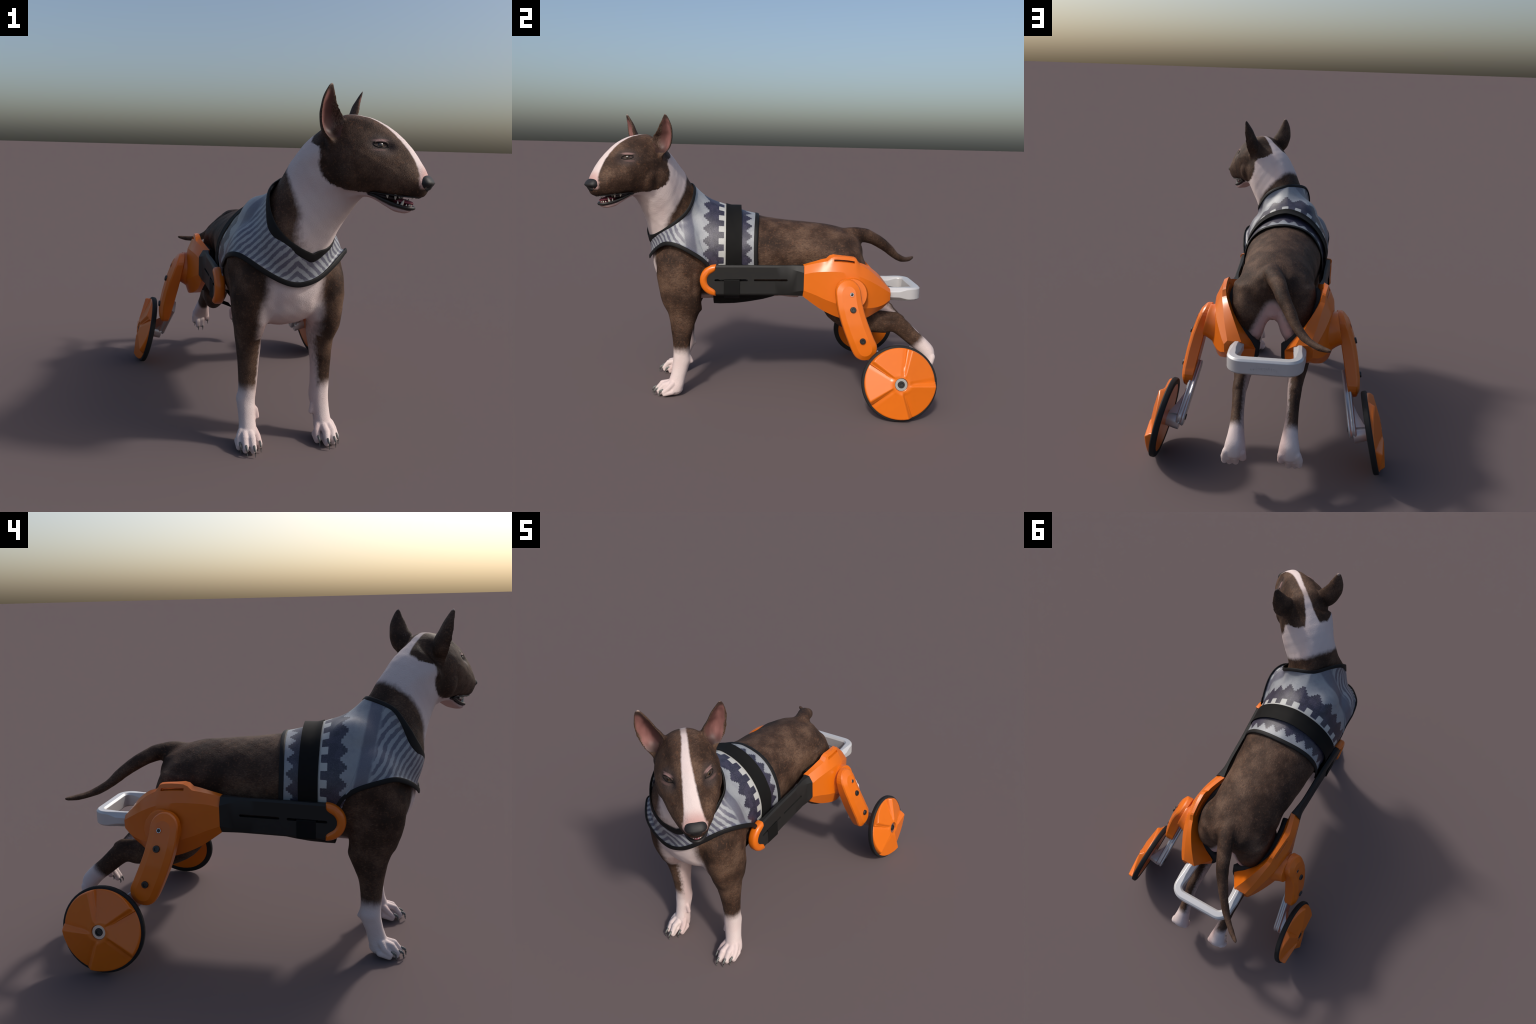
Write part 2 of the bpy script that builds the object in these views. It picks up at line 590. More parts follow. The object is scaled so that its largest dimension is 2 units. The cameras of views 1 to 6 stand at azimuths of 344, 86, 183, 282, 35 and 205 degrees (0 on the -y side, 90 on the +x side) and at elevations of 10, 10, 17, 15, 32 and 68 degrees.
def neck_part():
    R = [four((-.03, -.33, 1.06), (.0, -.655, .74), (.165, -.50, .90), (-.22, -.52, .90)),
         four((-.025, -.405, 1.145), (.01, -.695, .83), (.168, -.545, .97), (-.180, -.62, .97)),
         four((-.012, -.475, 1.217), (.03, -.712, .905), (.170, -.570, 1.035), (-.137, -.675, 1.055)),
         four((.014, -.521, 1.288), (.085, -.728, 1.005), (.195, -.572, 1.125), (-.088, -.676, 1.148)),
         four((.047, -.566, 1.355), (.137, -.752, 1.085), (.220, -.582, 1.205), (-.050, -.690, 1.238)),
         four((.082, -.609, 1.410), (.195, -.778, 1.155), (.250, -.612, 1.285), (-.016, -.732, 1.298)),
         four((.115, -.664, 1.456), (.27, -.81, 1.175), (.270, -.660, 1.33), (.030, -.795, 1.34))]
    return skin(catmull(R, 5))


def head_ring(f, zt, pu, pm, pl, zb, wb=.0, tilt=0.):
    zmid = pm[1]
    half = [(0, zt), (pu[0] * .55, zt - (zt - pu[1]) * .28), pu, pm, pl]
    if wb:
        half += [(wb, zb + .004), (0, zb)]
    else:
        half += [(pl[0] * .55, zb + (pl[1] - zb) * .25), (0, zb)]
    half = np.array(half, float)
    full = np.concatenate([half, half[-2:0:-1] * np.array([-1, 1])])
    full = catmull(full, 4, closed=True)
    ff = f + tilt * (full[:, 1] - zmid)
    return h2w(ff, full[:, 0], full[:, 1])


def head_part():
    H = [(.535, 1.435, (.04, 1.415), (.080, 1.35), (.075, 1.26), 1.20, 0),
         (.575, 1.474, (.052, 1.452), (.106, 1.36), (.100, 1.24), 1.168, 0),
         (.62, 1.496, (.068, 1.472), (.126, 1.37), (.116, 1.235), 1.160, 0),
         (.68, 1.492, (.074, 1.466), (.137, 1.365), (.120, 1.230), 1.162, 0),
         (.74, 1.478, (.072, 1.449), (.136, 1.345), (.112, 1.222), 1.172, 0),
         (.80, 1.450, (.064, 1.415), (.119, 1.315), (.097, 1.215), 1.178, 0),
         (.85, 1.415, (.057, 1.380), (.102, 1.285), (.085, 1.208), 1.180, .05),
         (.90, 1.367, (.048, 1.340), (.084, 1.262), (.068, 1.200), 1.176, .045),
         (.935, 1.321, (.042, 1.300), (.066, 1.246), (.052, 1.196), 1.174, .035),
         (.960, 1.284, (.034, 1.268), (.050, 1.234), (.036, 1.196), 1.177, .022),
         (.976, 1.252, (.020, 1.246), (.028, 1.228), (.02, 1.205), 1.194, .01)]
    rings = [head_ring(f, zt, pu, pm, pl, zb, wb) for f, zt, pu, pm, pl, zb, wb in H]
    return skin(catmull(rings, 4))


def jaw_part():
    J = [(.66, 1.215, 1.145, .070), (.72, 1.205, 1.166, .068), (.77, 1.187, 1.160, .064), (.81, 1.165, 1.139, .057), (.85, 1.149, 1.116, .049), (.885, 1.138, 1.108, .040),
         (.908, 1.131, 1.112, .028), (.920, 1.127, 1.120, .012)]
    rings = [ell(h2w(f, 0, (t + b) / 2), (0, 0, (t - b) / 2), HL * w, 24, 2.6) for f, t, b, w in J]
    return skin(catmull(rings, 4))


EAR_A = [(1.34, .655, .118), (1.385, .652, .118), (1.42, .657, .098), (1.455, .656, .080), (1.487, .647, .086), (1.512, .638, .105), (1.54, .633, .119), (1.57, .630, .137), (1.592, .629, .151), (1.603, .628, .160), (1.608, .628, .166)]
EAR_B = [(1.34, .600, .125), (1.385, .622, .150), (1.42, .608, .176), (1.455, .602, .190), (1.487, .602, .197), (1.512, .604, .1985), (1.54, .606, .1965), (1.57, .613, .191), (1.592, .620, .184), (1.603, .624, .178), (1.608, .626, .172)]
EAR_D = [.045, .058, .064, .060, .052, .043, .033, .021, .012, .008, .005]
EAR_DI = [-.01, .008, .046, .048, .042, .033, .023, .010, .001, -.003, -.004]
EAR_IN, EAR_OUT = [], []


def ear_part(sgn):
    m = 13
    rings = []
    for (z, fa, la), (_, fb, lb), d, di in zip(EAR_A, EAR_B, EAR_D, EAR_DI):
        A, B = np.array([fa, la]), np.array([fb, lb])
        t = (B - A)
        L = np.linalg.norm(t)
        t /= L
        nrm = np.array([-t[1], t[0]])
        if nrm[0] > 0:
            nrm = -nrm
        th = np.linspace(0, np.pi, m)
        c = (A + B) / 2
        out = c - np.cos(th)[:, None] * t * L / 2 + np.sin(th)[:, None] * nrm * d
        rim = min(.0115, L * .24)
        inn = c - np.cos(th)[:, None] * t * (L / 2 - rim) + (np.sin(th)[:, None] ** .8) * nrm * di
        ring = np.concatenate([out, inn[::-1][1:-1]])
        P = h2w(ring[:, 0], ring[:, 1] * sgn, np.full(len(ring), z))
        rings.append(P)
    rr = catmull(rings, 4)
    for r in rr[5:]:
        EAR_OUT.append(r[:m])
        EAR_IN.append(r[m:])
    return skin(rr)


def foreleg_part(sgn):
    if sgn > 0:
        # z, yfront, yback, xinner, xouter
        R = [(.88, -.630, -.40, .07, .228), (.80, -.662, -.385, .080, .243), (.72, -.668, -.392, .088, .247), (.66, -.660, -.402, .092, .247), (.60, -.647, -.412, .096, .245),
             (.55, -.632, -.418, .100, .238), (.512, -.615, -.416, .104, .226), (.47, -.599, -.432, .109, .216), (.39, -.586, -.460, .119, .213), (.32, -.577, -.474, .122, .211),
             (.25, -.574, -.479, .122, .210), (.21, -.576, -.472, .120, .210), (.174, -.579, -.482, .123, .211), (.13, -.586, -.495, .131, .214), (.095, -.597, -.504, .138, .218), (.06, -.61, -.512, .138, .228), (.03, -.62, -.52, .142, .232)]
    else:
        R = [(.88, -.640, -.40, -.09, -.262), (.80, -.668, -.385, -.10, -.272), (.72, -.668, -.392, -.105, -.272), (.66, -.662, -.402, -.107, -.268), (.60, -.647, -.409, -.110, -.260),
             (.55, -.630, -.411, -.121, -.250), (.512, -.607, -.407, -.127, -.243), (.47, -.594, -.426, -.131, -.238), (.39, -.580, -.457, -.136, -.231), (.32, -.573, -.469, -.140, -.227),
             (.25, -.570, -.472, -.145, -.225), (.21, -.569, -.466, -.148, -.234), (.174, -.575, -.477, -.149, -.230), (.13, -.585, -.497, -.151, -.227), (.095, -.597, -.506, -.149, -.226), (.06, -.61, -.515, -.145, -.23), (.03, -.62, -.525, -.145, -.232)]
    rings = [ell(((xi + xo) / 2, (yf + yb) / 2, z), (0, (yf - yb) / 2, 0), (abs(xo - xi) / 2, 0, 0), 32, 2.25 if z < .6 else 2.1) for z, yf, yb, xi, xo in R]
    parts = [skin(catmull(rings, 4))]
    cx = .188 if sgn > 0 else -.188
    # carpal pad, dewclaw, elbow point
    xm = .166 if sgn > 0 else -.190
    parts.append(capsule((xm, -.490, .235), (xm, -.470, .198), .016, .0145))
    xd = .124 if sgn > 0 else -.143
    parts.append(capsule((xd + .006 * sgn, -.545, .165), (xd - .001 * sgn, -.548, .128), .013, .012))
    parts.append(capsule((xm, -.445, .56), (xm, -.425, .515), .035, .018))
    # paw
    parts.append(ball((cx, -.567, .042), (.044, .052, .042)))
    toes = FORE_TOES[sgn]
    for k, (tx, ty) in enumerate(toes):
        bx = cx + (tx - cx) * .62
        by = -.575
        ky = ty + .058
        kx = cx + (tx - cx) * .90
        parts.append(capsule((bx, by, .075), (kx, ky, .064 if k in (1, 2) else .054), .019, .0165))
        parts.append(capsule((kx, ky, .062 if k in (1, 2) else .052), (tx, ty + .029, .030), .0165, .0140))
        parts.append(capsule((kx, ky + .02, .03), (tx, ty + .034, .0175), .018, .0145))
    return merge(parts)


FORE_TOES = {1: [(.131, -.660), (.164, -.697), (.200, -.685), (.224, -.655)], -1: [(-.148, -.654), (-.185, -.693), (-.219, -.682), (-.240, -.648)]}
HIND_TOES = [(.174, .930, .133), (.154, .900, .107), (.124, .901, .108), (.087, .923, .145)]


def hindleg_part(sgn):
    # thigh -> knee -> hock -> foot: centre, half (in plane, normal to path), half width x
    C = [((.115, .38, .86), .125, .095), ((.125, .40, .74), .150, .098), ((.135, .40, .62), .140, .085), ((.140, .42, .515), .105, .070),
         ((.138, .50, .448), .078, .055), ((.135, .60, .436), .068, .043), ((.133, .68, .428), .066, .037), ((.133, .735, .427), .060, .035),
         ((.131, .783, .393), .052, .031), ((.128, .843, .339), .047, .031), ((.125, .903, .290), .045, .038), ((.125, .945, .245), .044, .049), ((.125, .955, .208), .034, .050), ((.125, .952, .188), .018, .036)]
    P = np.array([c[0] for c in C])
    T = np.gradient(P, axis=0)
    T[:, 0] = 0
    T /= np.linalg.norm(T, axis=1)[:, None]
    T[-2:] = (0, .1, -1)
    rings = []
    for (c, h, w), t in zip(C, T):
        n = np.cross(t, (1, 0, 0))
        rings.append(ell(c, n * h, (w, 0, 0), 30, 2.1))
    parts = [skin(catmull(rings, 4))]
    # hock point
    parts.append(capsule((.133, .742, .466), (.133, .770, .452), .027, .024))
    # calf tendon ridge
    parts.append(capsule((.133, .63, .487), (.133, .75, .472), .016, .018))
    for k, (tx, ty, tz) in enumerate(HIND_TOES):
        kx = .128 + (tx - .128) * .95
        parts.append(capsule((.125 + (tx - .128) * .8, .965, .224), (kx, .956, .192), .021, .019))
        parts.append(capsule((kx, .954, .192), (tx, ty + .016, tz + .030), .0195, .0155))
    V, Fc = merge(parts)
    V[:, 0] *= sgn
    if sgn < 0:
        V[:, 0] -= .003
    return V, Fc


TAIL = [(.012, .40, .915), (.009, .466, .928), (-.005, .515, .934), (-.030, .580, .922), (-.058, .655, .889), (-.095, .725, .841), (-.136, .789, .786), (-.186, .852, .755), (-.243, .908, .746), (-.290, .947, .751)]
TAILR = [.060, .053, .047, .042, .036, .031, .025, .0205, .0165, .0125]

parts = [torso_part(), neck_part(), head_part(), jaw_part(), ear_part(1), ear_part(-1), foreleg_part(1), foreleg_part(-1), hindleg_part(1), hindleg_part(-1),
         tube(TAIL, TAILR, 20, 5, up=(1, .3, 0)),
         ball(TAIL[-1], .0122)]
# haunch and shoulder masses, brisket, sheath, brow and cheek muscles
for s in (1, -1):
    parts.append(ball((.116 * s - .004, .400, .79), (.090, .112, .140), 24, 16))
    parts.append(ball((.100 * s - .003, .488, .70), (.070, .062, .13), 20, 14))
    parts.append(capsule((.064 * s - .004, .475, .735), (.093 * s - .004, .512, .638), .064, .042))
    parts.append(ball((.150 * s - .016 - (.016 if s < 0 else 0), -.51, .85), (.104, .13, .17), 24, 16))
    parts.append(ball((.160 * s - .014, -.555, .70), (.098, .100, .16), 24, 16))
    parts.append(ball(h2w(.690, .088 * s, 1.275), (.055, .055, .085), 20, 14))
parts.append(ball((-.014, -.585, .715), (.10, .085, .125), 24, 16))
parts.append(ball((-.112, -.430, 1.010), (.096, .135, .125), 24, 16))      # raised shoulder blade on the outer side of the turn
parts.append(ball((-.003, .465, .742), (.055, .075, .052), 20, 14))
parts.append(capsule((-.012, .03, .578), (-.012, .155, .566), .024, .026))
BV, BF = merge(parts)
for_remesh = new_obj('body_cage', BV, BF, smooth=False)
VOX = .0036
md = for_remesh.modifiers.new('r', 'REMESH')
md.mode = 'VOXEL'
md.voxel_size = VOX
dg = bpy.context.evaluated_depsgraph_get()
ev = for_remesh.evaluated_get(dg)
em = ev.to_mesh()
V = np.empty(len(em.vertices) * 3)
em.vertices.foreach_get('co', V)
V = V.reshape(-1, 3)
Q = np.empty(len(em.polygons) * 4, int) if len(em.loops) == 4 * len(em.polygons) else None
if Q is not None:
    em.loops.foreach_get('vertex_index', Q)
    Q = Q.reshape(-1, 4)
else:
    Q = np.array([list(p.vertices) for p in em.polygons if len(p.vertices) == 4])
ev.to_mesh_clear()
bpy.data.objects.remove(for_remesh, do_unlink=True)
# drop interior shells: keep the biggest connected island
nv = len(V)
lab = np.arange(nv)
E = np.concatenate([Q[:, [0, 1]], Q[:, [1, 2]], Q[:, [2, 3]], Q[:, [3, 0]]])
for _ in range(400):
    mn = np.minimum(lab[E[:, 0]], lab[E[:, 1]])
    new = lab.copy()
    np.minimum.at(new, E[:, 0], mn)
    np.minimum.at(new, E[:, 1], mn)
    new = new[new]
    if (new == lab).all():
        break
    lab = new
ids, cnt = np.unique(lab, return_counts=True)
keep = lab == ids[cnt.argmax()]
remap = -np.ones(nv, int)
remap[keep] = np.arange(keep.sum())
V = V[keep]
Q = Q[keep[Q[:, 0]]]
Q = remap[Q]
nv = len(V)
E = np.concatenate([Q[:, [0, 1]], Q[:, [1, 2]], Q[:, [2, 3]], Q[:, [3, 0]]])
deg = np.bincount(E.ravel(), minlength=nv).astype(float)


def lap(A):
    out = np.zeros_like(A)
    for k in range(A.shape[1] if A.ndim > 1 else 1):
        a = A[:, k] if A.ndim > 1 else A
        s = np.bincount(E[:, 0], a[E[:, 1]], nv) + np.bincount(E[:, 1], a[E[:, 0]], nv)
        if A.ndim > 1:
            out[:, k] = s / deg
        else:
            out = s / deg
    return out


def hf(P): return P @ HF
def hl(P): return P @ HL - HC


EO = np.concatenate([np.concatenate(EAR_OUT), np.concatenate(EAR_IN)])
NEO = len(np.concatenate(EAR_OUT))
from mathutils.kdtree import KDTree
kd = KDTree(len(EO))
for i, p in enumerate(EO):
    kd.insert(p, i)
kd.balance()
tailc = catmull(TAIL, 5)

# smoothing weights: strong on the trunk joints, weak on ears, toes, face
w = np.ones(nv)
z = V[:, 2]
headish = sstep(hf(V), .62, .72) * sstep(z, 1.08, 1.14)
w *= 1 - .72 * headish
w *= 1 - .85 * sstep(z, .17, .10) * (V[:, 1] < -.3)
w *= 1 - .85 * sstep(V[:, 1], .88, .93) * (z < .35)
earz = sstep(z, 1.40, 1.45) * sstep(np.abs(hl(V)), .078, .10)
w *= 1 - .55 * earz
legs = sstep(z, .56, .50)
w *= 1 - .55 * legs
for it in range(54):
    V = V + (.5 * w)[:, None] * (lap(V) - V)
    V = V - (.5 * w * .90)[:, None] * (lap(V) - V) if it % 2 else V
# melt the seams between neck and skull, shoulder, haunch and trunk
z = V[:, 2]
earm = sstep(z, 1.37, 1.42) * sstep(np.abs(hl(V)), .072, .09) * sstep(hf(V), .55, .58)
melt = (1 - sstep(hf(V), .645, .70) * sstep(z, 1.08, 1.14)) * (1 - earm) * sstep(z, .58, .66) * (1 - sstep(V[:, 1], .535, .56))
for it in range(34):
    V = V + (.5 * melt)[:, None] * (lap(V) - V)
for it in range(2):
    V = V + .4 * (lap(V) - V)

# sculpted relief -------------------------------------------------
me = bpy.data.meshes.new('tmp')
me.from_pydata(V.tolist(), [], Q.tolist())
N = np.empty(nv * 3)
me.vertices.foreach_get('normal', N)
N = N.reshape(-1, 3)
bpy.data.meshes.remove(me)
D = np.zeros(nv)


def bump_at(c, r, amt):
    d = np.linalg.norm((V - np.asarray(c)) / np.asarray(r), axis=1)
    return amt * np.exp(-d * d * 1.6)


for s in (1, -1):
    # eye sockets, brow, temple hollow, cheek, lip corner
    D += bump_at(h2w(.838, .078 * s, 1.368), (.030, .030, .022), -.0125)
    D += bump_at(h2w(.800, .098 * s, 1.370), (.024, .024, .018), -.002)
    D += bump_at(h2w(.795, .085 * s, 1.398), (.030, .030, .012), .0035)
    D += bump_at(h2w(.845, .085 * s, 1.33), (.05, .05, .02), .002)
    # shoulder blade edge, groove between upper arm and brisket
    D += bump_at((.262 * s - .014, -.52, .79), (.06, .035, .10), .006)
    D += bump_at((.262 * s - .014, -.58, .70), (.06, .03, .07), .006)
    D += bump_at((.26 * s - .012, -.455, .68), (.06, .022, .12), -.006)
    D += bump_at((.245 * s - .012, -.43, .60), (.05, .03, .05), .005)
    D += bump_at((.10 * s - .012, -.675, .70), (.035, .05, .12), -.006)
    # hip bones, flank hollow
    D += bump_at((.085 * s - .003, .49, .925), (.025, .04, .025), .004)
    D += bump_at((.165 * s - .004, .33, .93), (.06, .05, .04), .004)
    D += bump_at((.20 * s - .01, .21, .78), (.06, .06, .09), -.010)
    D += bump_at((.05 * s, .545, .90), (.025, .04, .04), -.006)
    # hock hollows
    D += bump_at((.16 * s, .70, .445), (.03, .05, .016), -.004)
# soft irregularity of muscle and skin
def wob(P, fr, ph): return (np.sin(P[:, 0] * fr * 1.1 + ph) * np.sin(P[:, 1] * fr + ph * 1.7) * np.sin(P[:, 2] * fr * .9 + ph * .6))


D += .0022 * wob(V, 34, .4) * (1 - headish) * sstep(z, .3, .5)
D += .0008 * wob(V, 85, 1.3) * sstep(z, .3, .5)
V = V + N * D[:, None]

me = bpy.data.meshes.new('tmp')
me.from_pydata(V.tolist(), [], Q.tolist())
me.vertices.foreach_get('normal', N.reshape(-1)) if False else None
N = np.empty(nv * 3)
me.vertices.foreach_get('normal', N)
N = N.reshape(-1, 3)
bpy.data.meshes.remove(me)
BODY_BVH = BVHTree.FromPolygons([tuple(v) for v in V], [tuple(q) for q in Q])

# ------------------------------------------------ regions
FC = V[Q].mean(1)
zf, yf_, xf = FC[:, 2], FC[:, 1], FC[:, 0]
f_, l_ = hf(FC), hl(FC)
region = np.full(len(Q), 'torso', object)
neckc = (FC - np.array([.01, -.60, 1.05])) @ np.array([.25, -.25, .55]) > 0
region[neckc & (zf > .88)] = 'neck'
region[((f_ - .575) + (zf - 1.32) * .22 > 0) & (zf > 1.10)] = 'head'
region[(f_ > .56) & (zf > 1.40)] = 'head'
region[(f_ > .47) & (zf > 1.44)] = 'head'
region[(zf < .60) & (yf_ < -.36) & (np.abs(xf + .012) > .078 + np.clip(zf - .5, 0, 1) * .2)] = 'forelimb'
region[(zf < .55) & (yf_ > .25)] = 'hindlimb'
td = np.min(np.linalg.norm(FC[:, None, :] - tailc[None, 6:, :], axis=2), axis=1) if len(FC) < 1 else None
near = np.where((yf_ > .50) & (zf > .69))[0]
td = np.min(np.linalg.norm(FC[near][:, None, :] - tailc[None, 9:, :], axis=2), axis=1)
region[near[(td < .066) & ((yf_[near] > .56) | (zf[near] > .90))]] = 'tail'
cand = np.where((zf > 1.40) & (np.abs(l_) > .078))[0]
mati = np.zeros(len(Q), int)
for i in cand:
    p = FC[i]
    co, idx, d = kd.find(p)
    if d < .016 and (p[2] > 1.47 or abs(l_[i]) > .135 or (idx >= NEO)):
        region[i] = 'ear'
        if idx >= NEO and d < .012 and p[2] < 1.598:
            mati[i] = 1
region[(region == 'forelimb') & (zf < .115)] = 'forepaw'
region[(region == 'hindlimb') & (yf_ + (.24 - zf) * .6 > .935)] = 'hindpaw'


def cut(name, mask, parent, mats=None):
    q = Q[mask]
    used = np.unique(q)
    rm = -np.ones(nv, int)
    rm[used] = np.arange(len(used))
    ob = new_obj(name, V[used], rm[q], mats or COAT, parent)
    if mats:
        ob.data.polygons.foreach_set('material_index', mati[mask])
    ob.data.normals_split_custom_set_from_vertices([tuple(n) for n in N[used]])
    return ob


BODY = {}
BODY['torso'] = cut('torso', region == 'torso', dog)
BODY['neck'] = cut('neck', region == 'neck', dog)
BODY['head'] = cut('head', region == 'head', dog)
BODY['tail'] = cut('tail', region == 'tail', dog)
for s in (1, -1):
    side = (xf + .012) * s > 0
    eside = l_ * s > 0
    BODY['fore', s] = cut('forelimb', (region == 'forelimb') & side, dog)
    BODY['hind', s] = cut('hindlimb', (region == 'hindlimb') & side, dog)
    BODY['fpaw', s] = cut('paw', (region == 'forepaw') & side, BODY['fore', s])
    BODY['hpaw', s] = cut('paw', (region == 'hindpaw') & side, BODY['hind', s])
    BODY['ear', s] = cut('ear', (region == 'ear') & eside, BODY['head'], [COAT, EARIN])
HEAD = BODY['head']

# ------------------------------------------------ claws


def claw(a, b, c, r, parent):
    P = catmull([a, b, c], 5)
    k = len(P)
    R = r * (1 - .85 * np.linspace(0, 1, k) ** 1.6)
    T = np.gradient(P, axis=0)
    T /= np.linalg.norm(T, axis=1)[:, None]
    rings = []
    for p, t, rr in zip(P, T, R):
        s = np.cross(t, (0, .3, 1.))
        s /= np.linalg.norm(s)
        u = np.cross(s, t)
        rings.append(ell(p, u * rr * 1.25, s * rr * .85, 10))
    v, fc = skin(rings)
    new_obj('claw', v, fc, CLAW, parent)


for s in (1, -1):
    cx = .188 * s
    for tx, ty in FORE_TOES[s]:
        d = np.array([(tx - cx) * .35, -1.0, 0])
        d /= np.linalg.norm(d)
        tip = np.array([tx, ty, .006])
        a = tip - d * .027 + np.array([0, 0, .036])
        claw(a, tip - d * .006 + np.array([0, 0, .026]), tip + np.array([0, 0, -.003]), .0066, BODY['fpaw', s])
    for tx, ty, tz in HIND_TOES:
        tip = np.array([tx * s - (.003 if s < 0 else 0), ty, tz])
        claw(tip + (0, .014, .034), tip + (0, -.001, .020), tip, .0058, BODY['hpaw', s])

# ------------------------------------------------ face
# eyes: ball plus black almond rim
for s in (1, -1):
    c = h2w(.806, .0835 * s, 1.3735)
    out = HL * s * .70 + HF * .70 + np.array([0, 0, .12])
    out /= np.linalg.norm(out)
    # seat on the skin
    hit = BODY_BVH.ray_cast(Vector(c + out * .1), Vector(-out), .2)
    surf = np.array(hit[0]) if hit[0] is not None else c
    R = .0175
    bm = bmesh.new()
    bmesh.ops.create_uvsphere(bm, u_segments=24, v_segments=16, radius=R)
    em_ = bpy.data.meshes.new('eye')
    bm.to_mesh(em_)
    bm.free()
    em_.shade_smooth()
    em_.materials.append(EYE)
    eo = bpy.data.objects.new('eye', em_)
    SC.objects.link(eo)
    eo.parent = HEAD
    look = Vector(out)
    eo.matrix_world = Matrix.Translation(Vector(surf - out * (R - .0030))) @ look.to_track_quat('-Y', 'Z').to_matrix().to_4x4()
    # almond lids laid on the skin: outer corner back, inner corner forward and lower
    tang = HF - HL * s
    tang = tang - out * (tang @ out)
    tang /= np.linalg.norm(tang)
    upv = np.cross(tang, out)
    if upv[2] < 0:
        upv = -upv
    al = []
    for t in np.linspace(0, 2 * np.pi, 40, endpoint=False):
        a = np.cos(t) * .0300
        up_ = np.sin(t)
        b = (.0105 if up_ > 0 else -.0095) * abs(up_) ** 1.25 - .0030 * (a / .03)
        p = surf + tang * a + upv * b
        h = BODY_BVH.ray_cast(Vector(p + out * .05), Vector(-out), .12)
        q = np.array(h[0]) if h[0] is not None else p
        # ride over the eyeball
        dd = np.linalg.norm((q - surf) - out * ((q - surf) @ out))
        lift = max(0., math.sqrt(max(R * R - dd * dd, 0)) - R + .0030)
        al.append(q + out * (.0004 + lift * .6))
    al = np.array(al)
    v1, f1 = tube(al, np.full(len(al), .0018), 8, 2, up=out, closed=True)
    v2, f2 = tube(np.array([surf + tang * .026 - upv * .004 + out * .000, surf + tang * .034 - upv * .008 - out * .002, surf + tang * .040 - upv * .012 - out * .006]), [.003, .0026, .0014], 8, 4, up=out)
    v, fc = merge([(v1, f1), (v2, f2)])
    new_obj('eyelid', v, fc, LID, HEAD)
    # upper lid fold
    ul = al[2:19]
    ul = ul + upv * .0050 - out * .0002
    v, fc = tube(ul, np.concatenate([[.0015], np.full(len(ul) - 2, .0042), [.0015]]), 10, 2, up=out)
    new_obj('upper_eyelid', v, fc, COAT, HEAD)


def nose_mesh():
    m, k = 40, 26
    rings = []
    for i in range(1, k):
        a = np.pi * i / k
        t = np.linspace(0, 2 * np.pi, m, endpoint=False)
        zz = np.cos(a)
        q = np.stack([np.sin(a) * np.cos(t), np.sin(a) * np.sin(t), np.full(m, zz)], 1)
        q = np.sign(q) * np.abs(q) ** (2 / 2.8)
        wl = np.where(q[:, 2] < 0, 1 + .38 * q[:, 2], 1 - .10 * q[:, 2])
        wf = np.where(q[:, 2] < 0, 1 + .26 * q[:, 2], 1 - .35 * q[:, 2])
        f = .955 + q[:, 0] * .0455 * wf
        l = q[:, 1] * .0460 * wl
        zz_ = 1.2315 + q[:, 2] * .0330
        # septum groove
        f = f - .005 * np.exp(-(l / .0035) ** 2) * (q[:, 0] > .4) * (zz_ < 1.228)
        for s in (1, -1):
            d = ((l - .022 * s) / .0105) ** 2 + ((zz_ - 1.217) / .008) ** 2
            f = f - .016 * np.exp(-d * 1.2) * (q[:, 0] > .0)
        rings.append(h2w(f, l, zz_))
    return skin(rings)


v, fc = nose_mesh()
new_obj('nose', v, fc, NOSE, HEAD)
# philtrum and dark front lip
v, fc = tube([h2w(.966, 0, 1.212), h2w(.958, 0, 1.196), h2w(.945, 0, 1.181), h2w(.93, 0, 1.176)], [.017, .012, .010, .007], 14, 4, up=HL, flat=.8)
new_obj('philtrum', v, fc, NOSE, HEAD)
UL = [(.77, .079, 1.190), (.80, .080, 1.188), (.84, .0735, 1.1845), (.88, .062, 1.1805), (.91, .050, 1.1785), (.935, .033, 1.1775), (.948, .012, 1.178)]
for s in (1, -1):
    v, fc = tube([h2w(f, l * s, zz) for f, l, zz in UL], [.0022, .0026, .0026, .0026, .0028, .0034, .0042], 10, 4, up=(0, 0, 1))
    new_obj('upper_lip', v, fc, LIP, HEAD)
LL = [(.768, .074, 1.186), (.79, .0695, 1.176), (.82, .0595, 1.161), (.855, .0485, 1.147), (.885, .039, 1.1375), (.908, .027, 1.1325), (.921, .012, 1.1305), (.924, 0, 1.1305)]
ring = [(f, l, zz) for f, l, zz in LL] + [(f, -l, zz) for f, l, zz in LL[-2::-1]]
v, fc = tube([h2w(*p) for p in ring], [.004, .0062, .0072, .0075, .0078, .008, .008, .008, .008, .008, .0078, .0075, .0072, .0062, .004], 14, 4, up=(0, 0, 1), flat=.98)
new_obj('lower_lip', v, fc, LIP, HEAD)
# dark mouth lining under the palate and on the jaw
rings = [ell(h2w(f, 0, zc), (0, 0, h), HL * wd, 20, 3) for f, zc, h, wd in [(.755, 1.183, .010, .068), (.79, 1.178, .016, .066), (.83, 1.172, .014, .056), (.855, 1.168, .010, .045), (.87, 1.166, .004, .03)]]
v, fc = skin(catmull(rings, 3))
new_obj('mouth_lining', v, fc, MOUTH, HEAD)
rings = [ell(h2w(f, 0, zc), (0, 0, h), HL * wd, 24, 2.4) for f, zc, h, wd in [(.80, 1.166, .008, .030), (.84, 1.162, .009, .030), (.875, 1.158, .0085, .028), (.90, 1.154, .0075, .024), (.916, 1.151, .005, .016), (.923, 1.150, .002, .006)]]
v, fc = skin(catmull(rings, 4))
v[:, 2] -= .004 * np.exp(-((v @ HL - HC) / .004) ** 2)
new_obj('tongue', v, fc, TONGUE, HEAD)
